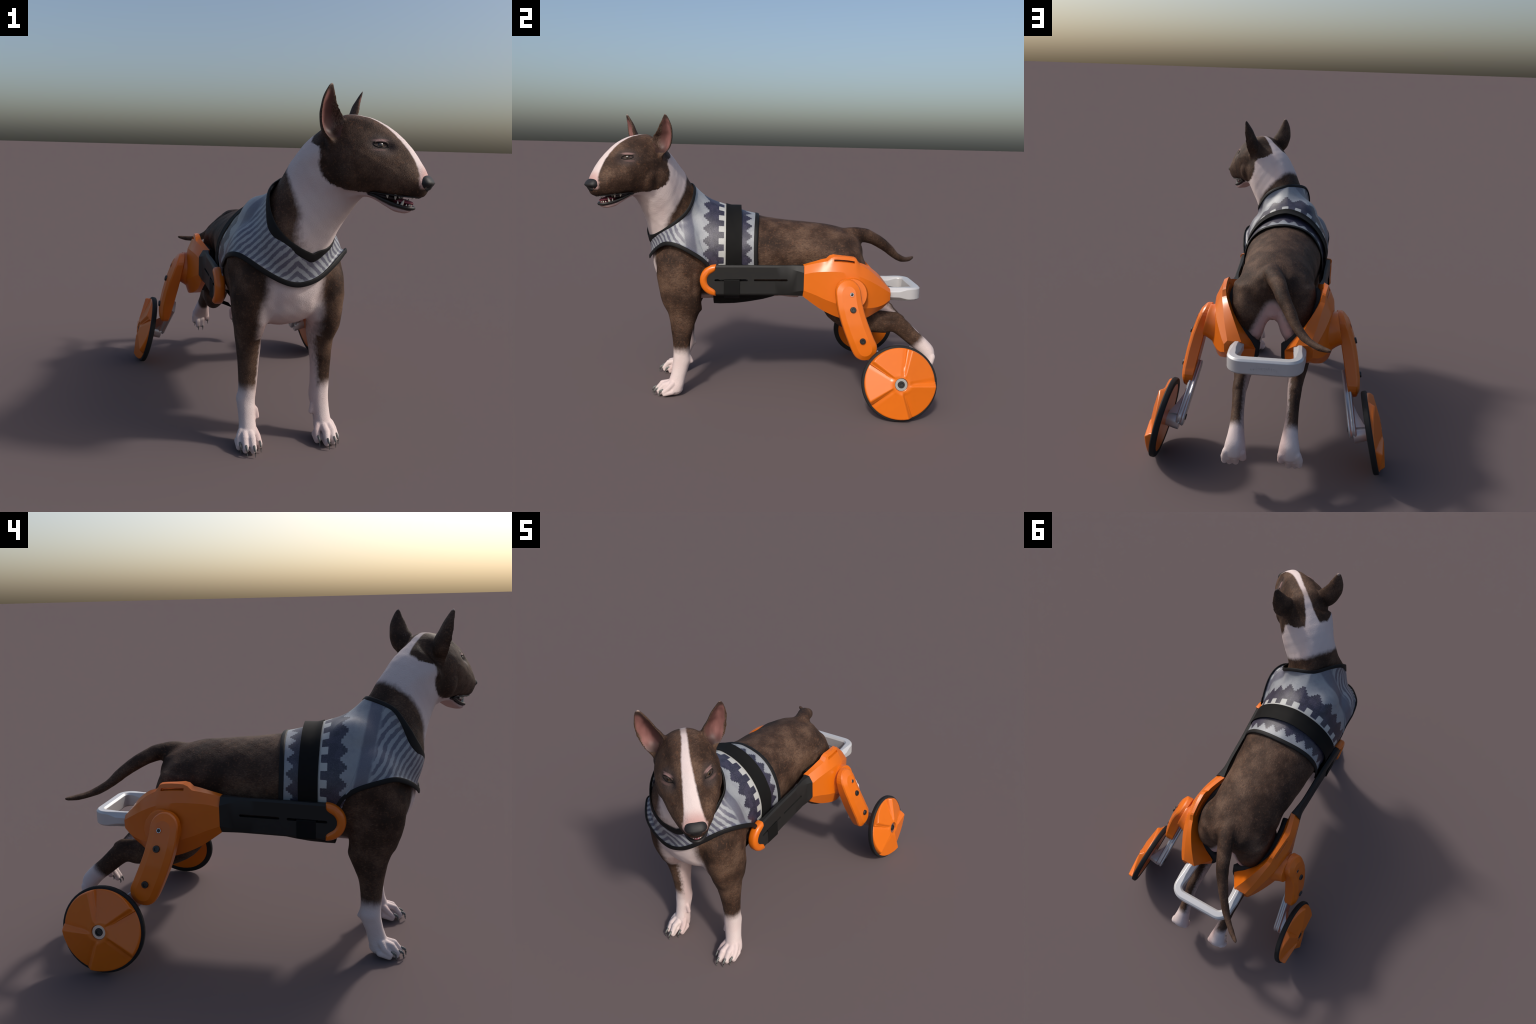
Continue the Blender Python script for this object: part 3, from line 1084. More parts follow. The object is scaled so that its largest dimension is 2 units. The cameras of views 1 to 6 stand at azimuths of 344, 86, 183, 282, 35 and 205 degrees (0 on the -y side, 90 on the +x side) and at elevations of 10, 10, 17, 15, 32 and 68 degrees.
rings = [ell(h2w(f, 0, zc), (0, 0, .006), HL * wd, 20, 2.4) for f, zc, wd in [(.84, 1.149, .042), (.885, 1.140, .033), (.905, 1.1365, .022), (.917, 1.135, .010)]]
v, fc = skin(catmull(rings, 3))
new_obj('lower_gum', v, fc, TONGUE, HEAD)


def tooth(base, tip, r):
    base, tip = np.array(base), np.array(tip)
    d = tip - base
    s = np.cross(d, HL)
    s /= np.linalg.norm(s)
    u = np.cross(d, s)
    u /= np.linalg.norm(u)
    rings = [ell(base + d * t, s * r * k, u * r * k, 10) for t, k in [(-.2, .9), (0, 1), (.3, .92), (.6, .66), (.85, .34), (1, .08)]]
    v, fc = skin(rings)
    new_obj('tooth', v, fc, TOOTH, HEAD)


for s in (1, -1):
    tooth(h2w(.886, .033 * s, 1.143), h2w(.896, .033 * s, 1.166), .0062)      # lower canine
    tooth(h2w(.872, .039 * s, 1.145), h2w(.873, .041 * s, 1.161), .0042)
    tooth(h2w(.928, .027 * s, 1.180), h2w(.925, .029 * s, 1.166), .0042)      # upper corner incisor
    tooth(h2w(.866, .050 * s, 1.181), h2w(.864, .049 * s, 1.163), .0060)      # upper canine
    tooth(h2w(.880, .047 * s, 1.180), h2w(.879, .046 * s, 1.170), .0044)
    tooth(h2w(.835, .060 * s, 1.183), h2w(.836, .058 * s, 1.168), .0056)
    for f, l in ((.901, .023), (.909, .014), (.913, .005)):
        tooth(h2w(f, l * s, 1.137), h2w(f + .003, l * s, 1.148), .0040)
    for f, l in ((.937, .014), (.940, .005)):
        tooth(h2w(f, l * s, 1.181), h2w(f - .003, l * s, 1.169), .0036)

# ================================================================== VEST
VC = [(.032, -.722, .897), (.004, -.721, .912), (-.05, -.717, .945), (-.135, -.695, 1.01), (-.150, -.662, 1.09), (-.148, -.632, 1.14), (-.136, -.606, 1.177), (-.118, -.582, 1.192), (-.088, -.547, 1.203), (-.060, -.52, 1.206), (-.040, -.493, 1.212), (-.015, -.468, 1.216)]
VH = [(-.02, -.727, .785), (-.075, -.723, .793), (-.161, -.711, .835), (-.284, -.655, .914), (-.285, -.54, .888), (-.281, -.44, .85), (-.272, -.363, .785), (-.262, -.335, .66), (-.25, -.113, .66), (-.258, -.110, .85), (-.178, -.101, 1.015), (-.02, -.091, 1.056)]
VC2 = [(.032, -.722, .897), (.052, -.711, .904), (.077, -.692, .918), (.125, -.635, .958), (.165, -.575, 1.0), (.183, -.52, 1.045), (.176, -.492, 1.075), (.160, -.473, 1.105), (.140, -.458, 1.14), (.105, -.452, 1.175), (.055, -.455, 1.20), (-.015, -.468, 1.216)]
VH2 = [(-.02, -.727, .785), (.038, -.722, .795), (.110, -.700, .828), (.223, -.630, .905), (.266, -.545, .900), (.270, -.455, .855), (.254, -.363, .785), (.24, -.335, .66), (.215, -.113, .66), (.226, -.110, .85), (.145, -.101, 1.015), (-.02, -.091, 1.056)]


def poly(P, n):
    P = catmull(np.array(P), 6)
    return P


def drape(P, off):
    co, no, i, d = BODY_BVH.find_nearest(Vector(P))
    co, no = np.array(co), np.array(no)
    return co + no * off


def vest_half(C, H, nt=26):
    c, h = poly(C, 6), poly(H, 6)
    G = np.empty((len(c), nt + 1, 3))
    for i in range(len(c)):
        mid = (c[i] + h[i]) / 2
        for k in range(nt + 1):
            t = k / nt
            p = c[i] * (1 - t) + h[i] * t
            q = drape(p, .010)
            if k in (0, nt):
                # hold the measured edge line, a touch outside the skin
                q = q * .2 + p * .8 if np.linalg.norm(q - p) < .05 else q
            G[i, k] = q
    for _ in range(6):
        S = G.copy()
        S[1:-1] = S[1:-1] * .5 + (G[:-2] + G[2:]) * .25
        G[1:-1] = S[1:-1]
        S = G.copy()
        S[:, 1:-1] = S[:, 1:-1] * .5 + (G[:, :-2] + G[:, 2:]) * .25
        G = S
    # never sink into the dog
    for i in range(G.shape[0]):
        for k in range(G.shape[1]):
            co, no, _, d = BODY_BVH.find_nearest(Vector(G[i, k]))
            co, no = np.array(co), np.array(no)
            h_ = (G[i, k] - co) @ no
            if h_ < .006:
                G[i, k] = co + no * .006
    return G


GL, GR = vest_half(VC, VH), vest_half(VC2, VH2)
for G_ in (GL, GR):
    pass
mid0, mid1 = (GL[0] + GR[0]) / 2, (GL[-1] + GR[-1]) / 2
GL[0] = GR[0] = mid0
GL[-1] = GR[-1] = mid1
GRID = np.concatenate([GL, GR[-2:0:-1]])          # closed in the first direction
ns, nt = GRID.shape[:2]
for k_ in (0, nt - 1):
    for _ in range(4):
        GRID[:, k_] = GRID[:, k_] * .5 + (np.roll(GRID[:, k_], 1, 0) + np.roll(GRID[:, k_], -1, 0)) * .25
vv = GRID.reshape(-1, 3)
ff = [[i * nt + k, i * nt + k + 1, ((i + 1) % ns) * nt + k + 1, ((i + 1) % ns) * nt + k] for i in range(ns) for k in range(nt - 1)]
vv, ff = fix_normals(vv, ff)
VEST_BVH = BVHTree.FromPolygons([tuple(v) for v in vv], [tuple(q) for q in ff])
# make sure it faces out
tst = new_obj('vest', vv, ff, VEST, dog)
cen = vv.mean(0)
nsum = sum(((np.array(p.center) - cen) @ np.array(p.normal)) * p.area for p in tst.data.polygons)
if nsum < 0:
    tst.data.flip_normals()
vest = tst
sd = vest.modifiers.new('thick', 'SOLIDIFY')
sd.thickness = .004
sd.offset = -1
ss = vest.modifiers.new('sub', 'SUBSURF')
ss.levels = ss.render_levels = 1


def binding(line, name, wd=.012, th=.0040):
    """flat folded tape along a closed/open edge line, lying on the vest"""
    P = np.asarray(line)
    T = np.roll(P, -1, 0) - np.roll(P, 1, 0)
    T /= np.linalg.norm(T, axis=1)[:, None]
    rings = []
    for p, t in zip(P, T):
        co, no, i, d = BODY_BVH.find_nearest(Vector(p))
        n = np.array(no)
        n = n - t * (n @ t)
        n /= np.linalg.norm(n)
        s = np.cross(t, n)
        w_ = wd(p) if callable(wd) else wd
        rings.append(ell(p + n * .001, n * th, s * w_, 14, 2.6))
    rings.append(rings[0])
    v, fc = skin(rings, False)
    v, fc = fix_normals(v, fc)
    return new_obj(name, v, fc, PIPING, vest)


def smooth_closed(P, it):
    for _ in range(it):
        P = P * .5 + (np.roll(P, 1, 0) + np.roll(P, -1, 0)) * .25
    return P


col = smooth_closed(GRID[:, 0], 7)
binding(col, 'collar_binding', lambda p: .0100 + .0125 * math.exp(-((p[1] + .70) / .05) ** 2) * (1 if p[0] < .05 else math.exp(-((p[0] - .05) / .05) ** 2)))
hem = GRID[:, -1]
binding(hem, 'hem_binding', .0115)

# ================================================================== CHAIR
def both(fn):
    for s in (1, -1):
        fn(s)


def mir(V_, s):
    V_ = np.array(V_, float)
    V_[..., 0] *= s
    return l2w(V_)


def solid(name, V_, Fc, mat, parent, sharp=35, bevel=None, seg=2):
    V_, Fc = fix_normals(V_, Fc)
    ob = new_obj(name, V_, Fc, mat, parent, True, sharp)
    if bevel:
        b = ob.modifiers.new('bevel', 'BEVEL')
        b.width = bevel
        b.segments = seg
        b.limit_method = 'ANGLE'
        b.angle_limit = math.radians(30)
        b.harden_normals = True
    return ob


def interp(tab, t):
    tab = np.asarray(tab, float)
    return np.array([np.interp(t, tab[:, 0], tab[:, k]) for k in range(1, tab.shape[1])]).T


def bar_in(y): return np.interp(y, [-.45, -.33, -.12, .06, .115, .170], [.254, .254, .244, .238, .230, .220])
def bar_out(y): return np.interp(y, [-.45, -.33, -.12, .07, .11, .17], [.284, .284, .270, .262, .264, .280])


def make_bar(s):
    """black side rail: rounded front end, chamfered section, two long slots"""
    outline = []
    r, yc, zc = .0835, -.322, .702
    ys_top = np.linspace(.170, yc, 16)
    for y in ys_top:
        outline.append((y, .7875 if y < .1 else .7885))
    for t in np.linspace(np.pi / 2, 3 * np.pi / 2, 21)[1:-1]:
        outline.append((yc + r * np.cos(t), zc + (.0855) * np.sin(t)))
    for y in ys_top[::-1]:
        outline.append((y, .6165 if y < .1 else .6145))
    O = np.array(outline)
    c = np.array([np.clip(O[:, 0], yc, .17), np.full(len(O), zc)]).T
    ins = O + (c - O) * np.minimum(1, .012 / np.maximum(np.linalg.norm(c - O, axis=1), 1e-4))[:, None]
    big = np.interp(O[:, 0], [.05, .17], [.010, .036])
    ins2 = O + (c - O) * np.minimum(1, big / np.maximum(np.linalg.norm(c - O, axis=1), 1e-4))[:, None]
    ins2[:, 0] = O[:, 0] + (ins2[:, 0] - O[:, 0])
    n = len(O)

    def lay(o2, x): return np.stack([x, o2[:, 0], o2[:, 1]], 1)
    xi, xo = bar_in(O[:, 0]), bar_out(O[:, 0])
    layers = [lay(ins, xi), lay(O, xi + .006), lay(O, np.minimum(xo - .006, np.interp(O[:, 0], [.02, .10, .17], [.279, .252, .258]))), lay(ins2, xo)]
    Vv = np.concatenate(layers)
    Fc = []
    for k in range(3):
        for i in range(n):
            j = (i + 1) % n
            Fc.append([k * n + i, k * n + j, (k + 1) * n + j, (k + 1) * n + i])
    # faces of the two sides as strips between top and bottom edge
    m = len(ys_top)
    for base in (0, 3 * n):
        for i in range(n // 2):
            j0, j1 = i, i + 1
            k0, k1 = n - 1 - i, n - 2 - i
            if j1 == k1:
                Fc.append([base + j0, base + j1, base + k0])
            elif j1 < k1:
                Fc.append([base + j0, base + j1, base + k1, base + k0])
            elif j0 < k0 and j1 >= k0:
                pass
    ob = solid('side_rail', mir(Vv, s), Fc, BLACKP, chair, 25)
    for y0, y1 in ((-.330, -.144), (-.110, .081)):
        rr = .0062
        cc = []
        for t in np.linspace(-np.pi / 2, np.pi / 2, 9):
            cc.append((y1 - rr + rr * np.cos(t), .7035 + rr * np.sin(t)))
        for t in np.linspace(np.pi / 2, 3 * np.pi / 2, 9):
            cc.append((y0 + rr + rr * np.cos(t), .7035 + rr * np.sin(t)))
        cc = np.array(cc)
        a = np.stack([np.full(len(cc), .20), cc[:, 0], cc[:, 1]], 1)
        b = a.copy()
        b[:, 0] = .33
        cv, cf = skin(np.array([a, b]))
        cv, cf = fix_normals(mir(cv, s), cf)
        cut_ = new_obj('slot_cutter', cv, cf, BLACKP, None, False)
        bo = ob.modifiers.new('slot', 'BOOLEAN')
        bo.object = cut_
        bo.operation = 'DIFFERENCE'
        bo.solver = 'EXACT'
        CUTTERS.append(cut_)
    BOOLED.append(ob)

    # orange bumper wrapped round the front end
    yc2 = -.322
    ro, ri = .090, .044
    out = [(yc2 + ro * np.cos(t), zc + ro * .985 * np.sin(t)) for t in np.linspace(np.pi / 2, 3 * np.pi / 2, 25)]
    inn = [(yc2 - .004 + ri * np.cos(t), zc + ri * np.sin(t)) for t in np.linspace(1.30 * np.pi, .70 * np.pi, 17)]
    # flared ends
    lo = [(yc2 + .001, zc - .064), (yc2 - .006, zc - .052), (yc2 - .017, zc - .044)]
    hi = [(yc2 - .017, zc + .044), (yc2 - .006, zc + .052), (yc2 + .001, zc + .064)]
    pl = np.array(out + lo + inn + hi)
    cen_ = np.array([yc2, zc])
    xa, xb = .2435, .2905
    prof = [(xa, .010), (xa + .007, .0025), (xa + .013, 0), (xb - .013, 0), (xb - .006, .003), (xb - .001, .009), (xb + .0015, .016)]
    no = len(out)
    mids = []
    for p in pl:
        d = p - cen_
        rr = np.linalg.norm(d)
        mids.append(cen_ + d / rr * .066 if p[0] < yc2 - .02 else np.array([min(p[0], yc2 - .008), zc + np.sign(d[1]) * .071]))
    mids = np.array(mids)
    lays = []
    for x, ins_ in prof:
        d = mids - pl
        ln = np.maximum(np.linalg.norm(d, axis=1), 1e-5)
        q = pl + d / ln[:, None] * np.minimum(ins_, ln * .75)[:, None]
        lays.append(np.stack([np.full(len(q), x), q[:, 0], q[:, 1]], 1))
    nl, npt = len(lays), len(pl)
    Vv = np.concatenate(lays)
    Fc = [[k * npt + i, k * npt + (i + 1) % npt, (k + 1) * npt + (i + 1) % npt, (k + 1) * npt + i] for k in range(nl - 1) for i in range(npt)]
    Fc.append(list(range(npt))[::-1])
    Fc.append([(nl - 1) * npt + i for i in range(npt)])
    solid('bumper', mir(Vv, s), Fc, ORANGE, chair, 50)


CUTTERS, BOOLED = [], []
both(make_bar)

# ---- hip pods
# station: E0 (inner rim), E1 (outer rim), E2 (upper crease), E3 (lower crease), E4 (bottom), E5 (inner bottom), E6 (inner wall below rim)
PODS = [
    # E0                   E1                   E2                   E3                   E4                   E5                   E6
    [(.221, .169, .789), (.246, .170, .786), (.279, .171, .744), (.281, .171, .651), (.266, .168, .6145), (.236, .168, .6145), (.219, .169, .775)],
    [(.239, .235, .813), (.263, .235, .804), (.292, .225, .758), (.296, .235, .630), (.268, .228, .570), (.240, .232, .574), (.226, .235, .790)],
    [(.250, .295, .831), (.278, .300, .819), (.304, .286, .765), (.312, .300, .604), (.277, .292, .531), (.240, .296, .537), (.236, .296, .800)],
    [(.251, .375, .825), (.273, .382, .823), (.312, .365, .766), (.328, .385, .580), (.297, .378, .499), (.234, .378, .501), (.238, .378, .797)],
    [(.246, .440, .818), (.266, .445, .816), (.306, .440, .752), (.326, .455, .566), (.300, .455, .490), (.222, .452, .491), (.232, .438, .783)],
    [(.241, .487, .808), (.263, .487, .800), (.296, .495, .734), (.303, .525, .558), (.270, .535, .494), (.200, .515, .496), (.220, .475, .765)],
    [(.222, .540, .786), (.248, .545, .767), (.281, .550, .708), (.271, .590, .556), (.240, .590, .514), (.170, .560, .503), (.188, .520, .715)],
    [(.190, .600, .742), (.231, .605, .717), (.257, .608, .674), (.246, .635, .564), (.222, .633, .535), (.125, .592, .513), (.135, .560, .650)],
    [(.160, .646, .694), (.213, .653, .674), (.235, .655, .645), (.230, .662, .577), (.210, .662, .556), (.092, .605, .522), (.096, .578, .605)],
    [(.133, .683, .647), (.202, .681, .649), (.219, .681, .628), (.217, .681, .586), (.195, .682, .566), (.078, .604, .530), (.074, .588, .571)],
]


def make_pod(s):
    St = np.array(PODS)                       # station, line, xyz
    n0 = 4
    dense = catmull(St, n0)                   # smooth along the pod, keep the seven lines
    # extra subdivisions across faces except the creases, and the strap-slot hump on the rim
    rows = []
    for st in dense:
        y = st[1][1]
        hump = float(sstep(np.array(y), .296, .332) * (1 - sstep(np.array(y), .460, .486)))
        st = st.copy()
        st[0][2] += .027 * hump
        st[1][2] += .024 * hump
        st[0][0] += .004 * hump
        ring = []
        k = len(st)
        for i in range(k):
            a, b = st[i], st[(i + 1) % k]
            sub = 7 if i == 2 else (4 if i in (1, 3) else 2)
            for j in range(sub):
                ring.append(a + (b - a) * j / sub)
        rows.append(ring)
    rows = np.array(rows)
    V_, Fc = skin(rows)
    V_, Fc = fix_normals(mir(V_, s), Fc)
    ob = new_obj('hip_pod', V_, Fc, ORANGE, chair, True, 18)
    # slot through the hump
    cc = []
    for t in np.linspace(0, 1, 9):
        y = .337 + (.455 - .337) * t
        cc.append((y, .8325 - .012 * t * t))
    cc = np.array(cc)
    a = np.stack([np.full(9, .29), cc[:, 0], cc[:, 1]], 1)
    rings = []
    for p in a:
        rings.append(np.array([(.20, p[1], p[2] + .006), (.32, p[1], p[2] - .004), (.32, p[1], p[2] - .0165), (.20, p[1], p[2] - .0065)]))
    cv, cf = skin(np.array(rings))
    cv, cf = fix_normals(mir(cv, s), cf)
    ct = new_obj('slot_cutter', cv, cf, ORANGE, None, False)
    bo = ob.modifiers.new('slot', 'BOOLEAN')
    bo.object = ct
    bo.operation = 'DIFFERENCE'
    bo.solver = 'EXACT'
    CUTTERS.append(ct)
    BOOLED.append(ob)
    # boss drum closing the gap to the arm
    rings = []
    ax = np.array([math.cos(.207), 0, math.sin(.207)])
    upx = np.array([-math.sin(.207), 0, math.cos(.207)])
    c0 = np.array([.3475, .435, .648])
    for dx, r in ((-.080, .112), (-.065, .105), (-.050, .0985), (-.038, .0930), (-.026, .0885), (-.016, .0855), (-.008, .0840), (.0, .0830), (.004, .081)):
        rings.append(ell(c0 + ax * dx, upx * r * 1.05, np.array([0, 1, 0]) * r, 40))
    V_, Fc = skin(rings)
    solid('pivot_boss', mir(V_, s), Fc, ORANGE, ob, 40)
    # foam liner on the inner wall
    L = [[(.214, .21, .782), (.214, .21, .60)], [(.228, .285, .794), (.228, .285, .555)], [(.229, .37, .793), (.226, .37, .515)], [(.224, .43, .779), (.214, .445, .505)],
         [(.212, .470, .760), (.192, .508, .508)], [(.180, .515, .708), (.162, .553, .514)], [(.122, .548, .648), (.118, .585, .516)], [(.078, .552, .606), (.080, .590, .522)], [(.062, .545, .598), (.064, .575, .530)]]
    L = catmull(np.array(L), 4)
    rows = []
    for i, (a, b) in enumerate(L):
        T_ = L[min(i + 1, len(L) - 1)] - L[max(i - 1, 0)]
        t = T_.mean(0)
        t[2] = 0
        t /= np.linalg.norm(t)
        nin = np.array([-t[1], t[0], 0])
        if nin[0] > 0 and i < 14:
            nin = -nin
        if i >= 14 and nin[1] > 0:
            nin = -nin
        th = .018
        rows.append([a - nin * .014 + (0, 0, -.004), a + nin * .004 + (0, 0, .003), a + nin * th + (0, 0, -.002), a + nin * (th + .006) + (0, 0, -.03), b + nin * th, b - nin * .010])
    V_, Fc = skin(np.array(rows))
    solid('hip_liner', mir(V_, s), Fc, PAD, ob, 60)


both(make_pod)


# ---- arms
def arm_in(z): return .325 + .21 * (.737 - z)


def arm_out(z): return np.interp(z, [.29, .36, .415, .50, .58, .66, .70, .735], [.466, .466, .464, .450, .431, .403, .386, .368])


CL = catmull([(.408, .664), (.413, .615), (.425, .560), (.442, .505), (.463, .450), (.487, .393), (.500, .368)], 5)


def arm_outline(r):
    T = np.gradient(CL, axis=0)
    T /= np.linalg.norm(T, axis=1)[:, None]
    Nn = np.stack([-T[:, 1], T[:, 0]], 1)
    a0 = math.atan2(Nn[0][1], Nn[0][0])
    left = CL + Nn * r
    right = CL - Nn * r
    pts = list(left[::-1])
    for t in np.linspace(0, np.pi, 15)[1:-1]:
        # round the top: from left normal to right normal through -T
        d = Nn[0] * np.cos(t) - T[0] * np.sin(t)
        pts.append(CL[0] + d * r)
    pts += list(right)
    for t in np.linspace(0, np.pi, 15)[1:-1]:
        d = -Nn[-1] * np.cos(t) + T[-1] * np.sin(t)
        pts.append(CL[-1] + d * r)
    return np.array(pts)


def make_arm(s):
    R0 = .0685
    lays = []
    for kind, r in (('in', R0 - .004), ('in2', R0), ('out2', R0), ('out1', R0 - .0045), ('out', R0 - .031), ('outc', R0 - .055)):
        o = arm_outline(r)
        xi, xo = arm_in(o[:, 1]), arm_out(o[:, 1])
        x = {'in': xi, 'in2': xi + .004, 'out2': np.maximum(xo - .0205, xi + .008), 'out1': np.maximum(xo - .0125, xi + .012), 'out': xo, 'outc': xo}[kind]
        lays.append(np.stack([x, o[:, 0], o[:, 1]], 1))
    n = len(lays[0])
    V_ = np.concatenate(lays)
    Fc = [[k * n + i, k * n + (i + 1) % n, (k + 1) * n + (i + 1) % n, (k + 1) * n + i] for k in range(len(lays) - 1) for i in range(n)]
    nc = len(CL)
    h = n
    # strips closing inner and outer faces: left row runs reversed, then cap, right row, cap
    for base in (0, (len(lays) - 1) * n):
        for i in range(nc - 1):
            Li = nc - 1 - i
            Ri = nc + 13 + i
            Fc.append([base + Li, base + Li - 1, base + Ri + 1, base + Ri])
        top = [base + k for k in range(nc - 1, nc + 14)]
        Fc.append(top)
        bot = [base + k for k in list(range(nc + 13 + nc - 1, n)) + [0]]
        Fc.append(bot)
    arm = solid('support_arm', mir(V_, s), Fc, ORANGE, chair, 11)
    # screws
    nx = np.array([.93, .0, .30])
    for (y, zz, kind) in ((.424, .660, 'nut'), (.429, .581, 'bolt'), (.483, .4155, 'bolt')):
        x = float(arm_out(zz))
        dz = .01
        slope = (float(arm_out(zz - dz)) - float(arm_out(zz + dz))) / (2 * dz)
        nx = np.array([1, 0, slope])
        nx /= np.linalg.norm(nx)
        u = np.array([0, 1., 0])
        v_ = np.cross(nx, u)
        c = np.array([x, y, zz])
        if kind == 'bolt':
            rings = [ell(c + nx * d, u * r, v_ * r, 24) for d, r in ((-.01, .0165), (.006, .0165), (.0085, .0145), (.0088, .0085), (.004, .008), (.0035, .001))]
            V2, F2 = skin(rings)
            solid('bolt', mir(V2, s), F2, BOLT, arm, 40)
        else:
            t = np.arange(6) * np.pi / 3
            hx = lambda r, d: c + nx * d + np.cos(t)[:, None] * u * r + np.sin(t)[:, None] * v_ * r
            V2, F2 = skin([hx(.0152, -.004), hx(.0152, .0022), hx(.0125, .0022), hx(.0122, -.003)], False)
            solid('nut_recess', mir(V2, s), F2, ORANGE, arm, 30)
            V2, F2 = skin([hx(.0118, -.004), hx(.0118, .0012), hx(.0112, .0018)])
            solid('nut', mir(V2, s), F2, STEEL, arm, 30)
            rings = [ell(c + nx * d, u * r, v_ * r, 24) for d, r in ((-.001, .0085), (.0022, .0085), (.003, .0075))]
            V2, F2 = skin(rings)
            solid('nut_bore', mir(V2, s), F2, BOLT, arm, 40)
    # aluminium strut to the axle: ribbed bar, swelling into the hub
    P0, P1 = np.array([.448, .400]), np.array([.682, .2085])
    T = (P1 - P0) / np.linalg.norm(P1 - P0)
    Nn = np.array([-T[1], T[0]])
    r0, r1 = .034, .046
    o = []
    prof = [(-.0, .0), ]
    # edge profile across the thickness (two ribs)
    EP = [(0, -.006), (.004, -.001), (.010, 0), (.016, -.004), (.020, -.005), (.024, -.004), (.030, 0), (.036, -.001), (.040, -.006)]

    def out_(d):
        pts = [P0 + Nn * (r0 + d)]
        pts.append((P0 * .4 + P1 * .6) + Nn * (r0 + .006 + d))
        for t in np.linspace(0, np.pi, 19):
            pts.append(P1 + (Nn * np.cos(t) + T * np.sin(t)) * (r1 + d))
        pts.append((P0 * .4 + P1 * .6) - Nn * (r0 + .006 + d))
        pts.append(P0 - Nn * (r0 + d))
        return np.array(pts)
    lays = []
    for dx, d in EP:
        q = out_(d)
        lays.append(np.stack([.370 + .215 * (.418 - q[:, 1]) + dx * .98, q[:, 0], q[:, 1] + dx * .2], 1))
    n = len(lays[0])
    V2 = np.concatenate(lays)
    F2 = [[k * n + i, k * n + (i + 1) % n, (k + 1) * n + (i + 1) % n, (k + 1) * n + i] for k in range(len(lays) - 1) for i in range(n)]
    F2.append(list(range(n))[::-1])
    F2.append([(len(lays) - 1) * n + i for i in range(n)])
    st = solid('strut', mir(V2, s), F2, ALU, chair, 40)
    # hub sleeve between strut and wheel, flaring
    ax = WAX
    c = WC - ax * .018
    rings = []
    Z_ = np.array([0, 0, 1.]) - ax * ax[2]
    Z_ /= np.linalg.norm(Z_)
    Y_ = np.cross(ax, Z_)
    for d, r, lift in ((-.068, .044, .0), (-.050, .0435, .0), (-.030, .042, .0), (-.010, .040, 0), (.01, .038, 0)):
        rings.append(ell(c + ax * d + Z_ * lift, Z_ * r, Y_ * r, 32))
    V2, F2 = skin(rings)
    solid('axle_sleeve', mir(V2, s), F2, ALU, st, 40)
    # web that climbs from the sleeve up the strut
    web = []
    for t, wd, th in ((0, .036, .045), (.3, .035, .032), (.6, .032, .018), (.9, .029, .008), (1.1, .026, .002)):
        pc = P1 - T * t * .11
        x0 = .370 + .215 * (.418 - pc[1]) + .036
        wv = np.array([0, Nn[0], Nn[1]])
        web.append([np.array([x0 - .01, pc[0], pc[1]]) - wv * wd, np.array([x0 + th, pc[0], pc[1] + th * .2]) - wv * wd * .85, np.array([x0 + th, pc[0], pc[1] + th * .2]) + wv * wd * .85, np.array([x0 - .01, pc[0], pc[1]]) + wv * wd])
    V2, F2 = skin(catmull(np.array(web), 3))
    solid('strut_web', mir(V2, s), F2, ALU, st, 50)
    # axle end screw on the inside
    ci = np.array([.370 + .215 * (.418 - .2085) - .001, .682, .2085])
    rings = [ell(ci + ax * d, Z_ * r, Y_ * r, 20) for d, r in ((.01, .016), (-.003, .016), (-.004, .012))]
    V2, F2 = skin(rings)
    solid('axle_screw', mir(V2, s), F2, BOLT, st, 40)


CAM = math.radians(12.5)
WAX = np.array([math.cos(CAM), -.015, math.sin(CAM)])
WAX /= np.linalg.norm(WAX)
WC = np.array([.5265, .680, .2015])
WR = .2045


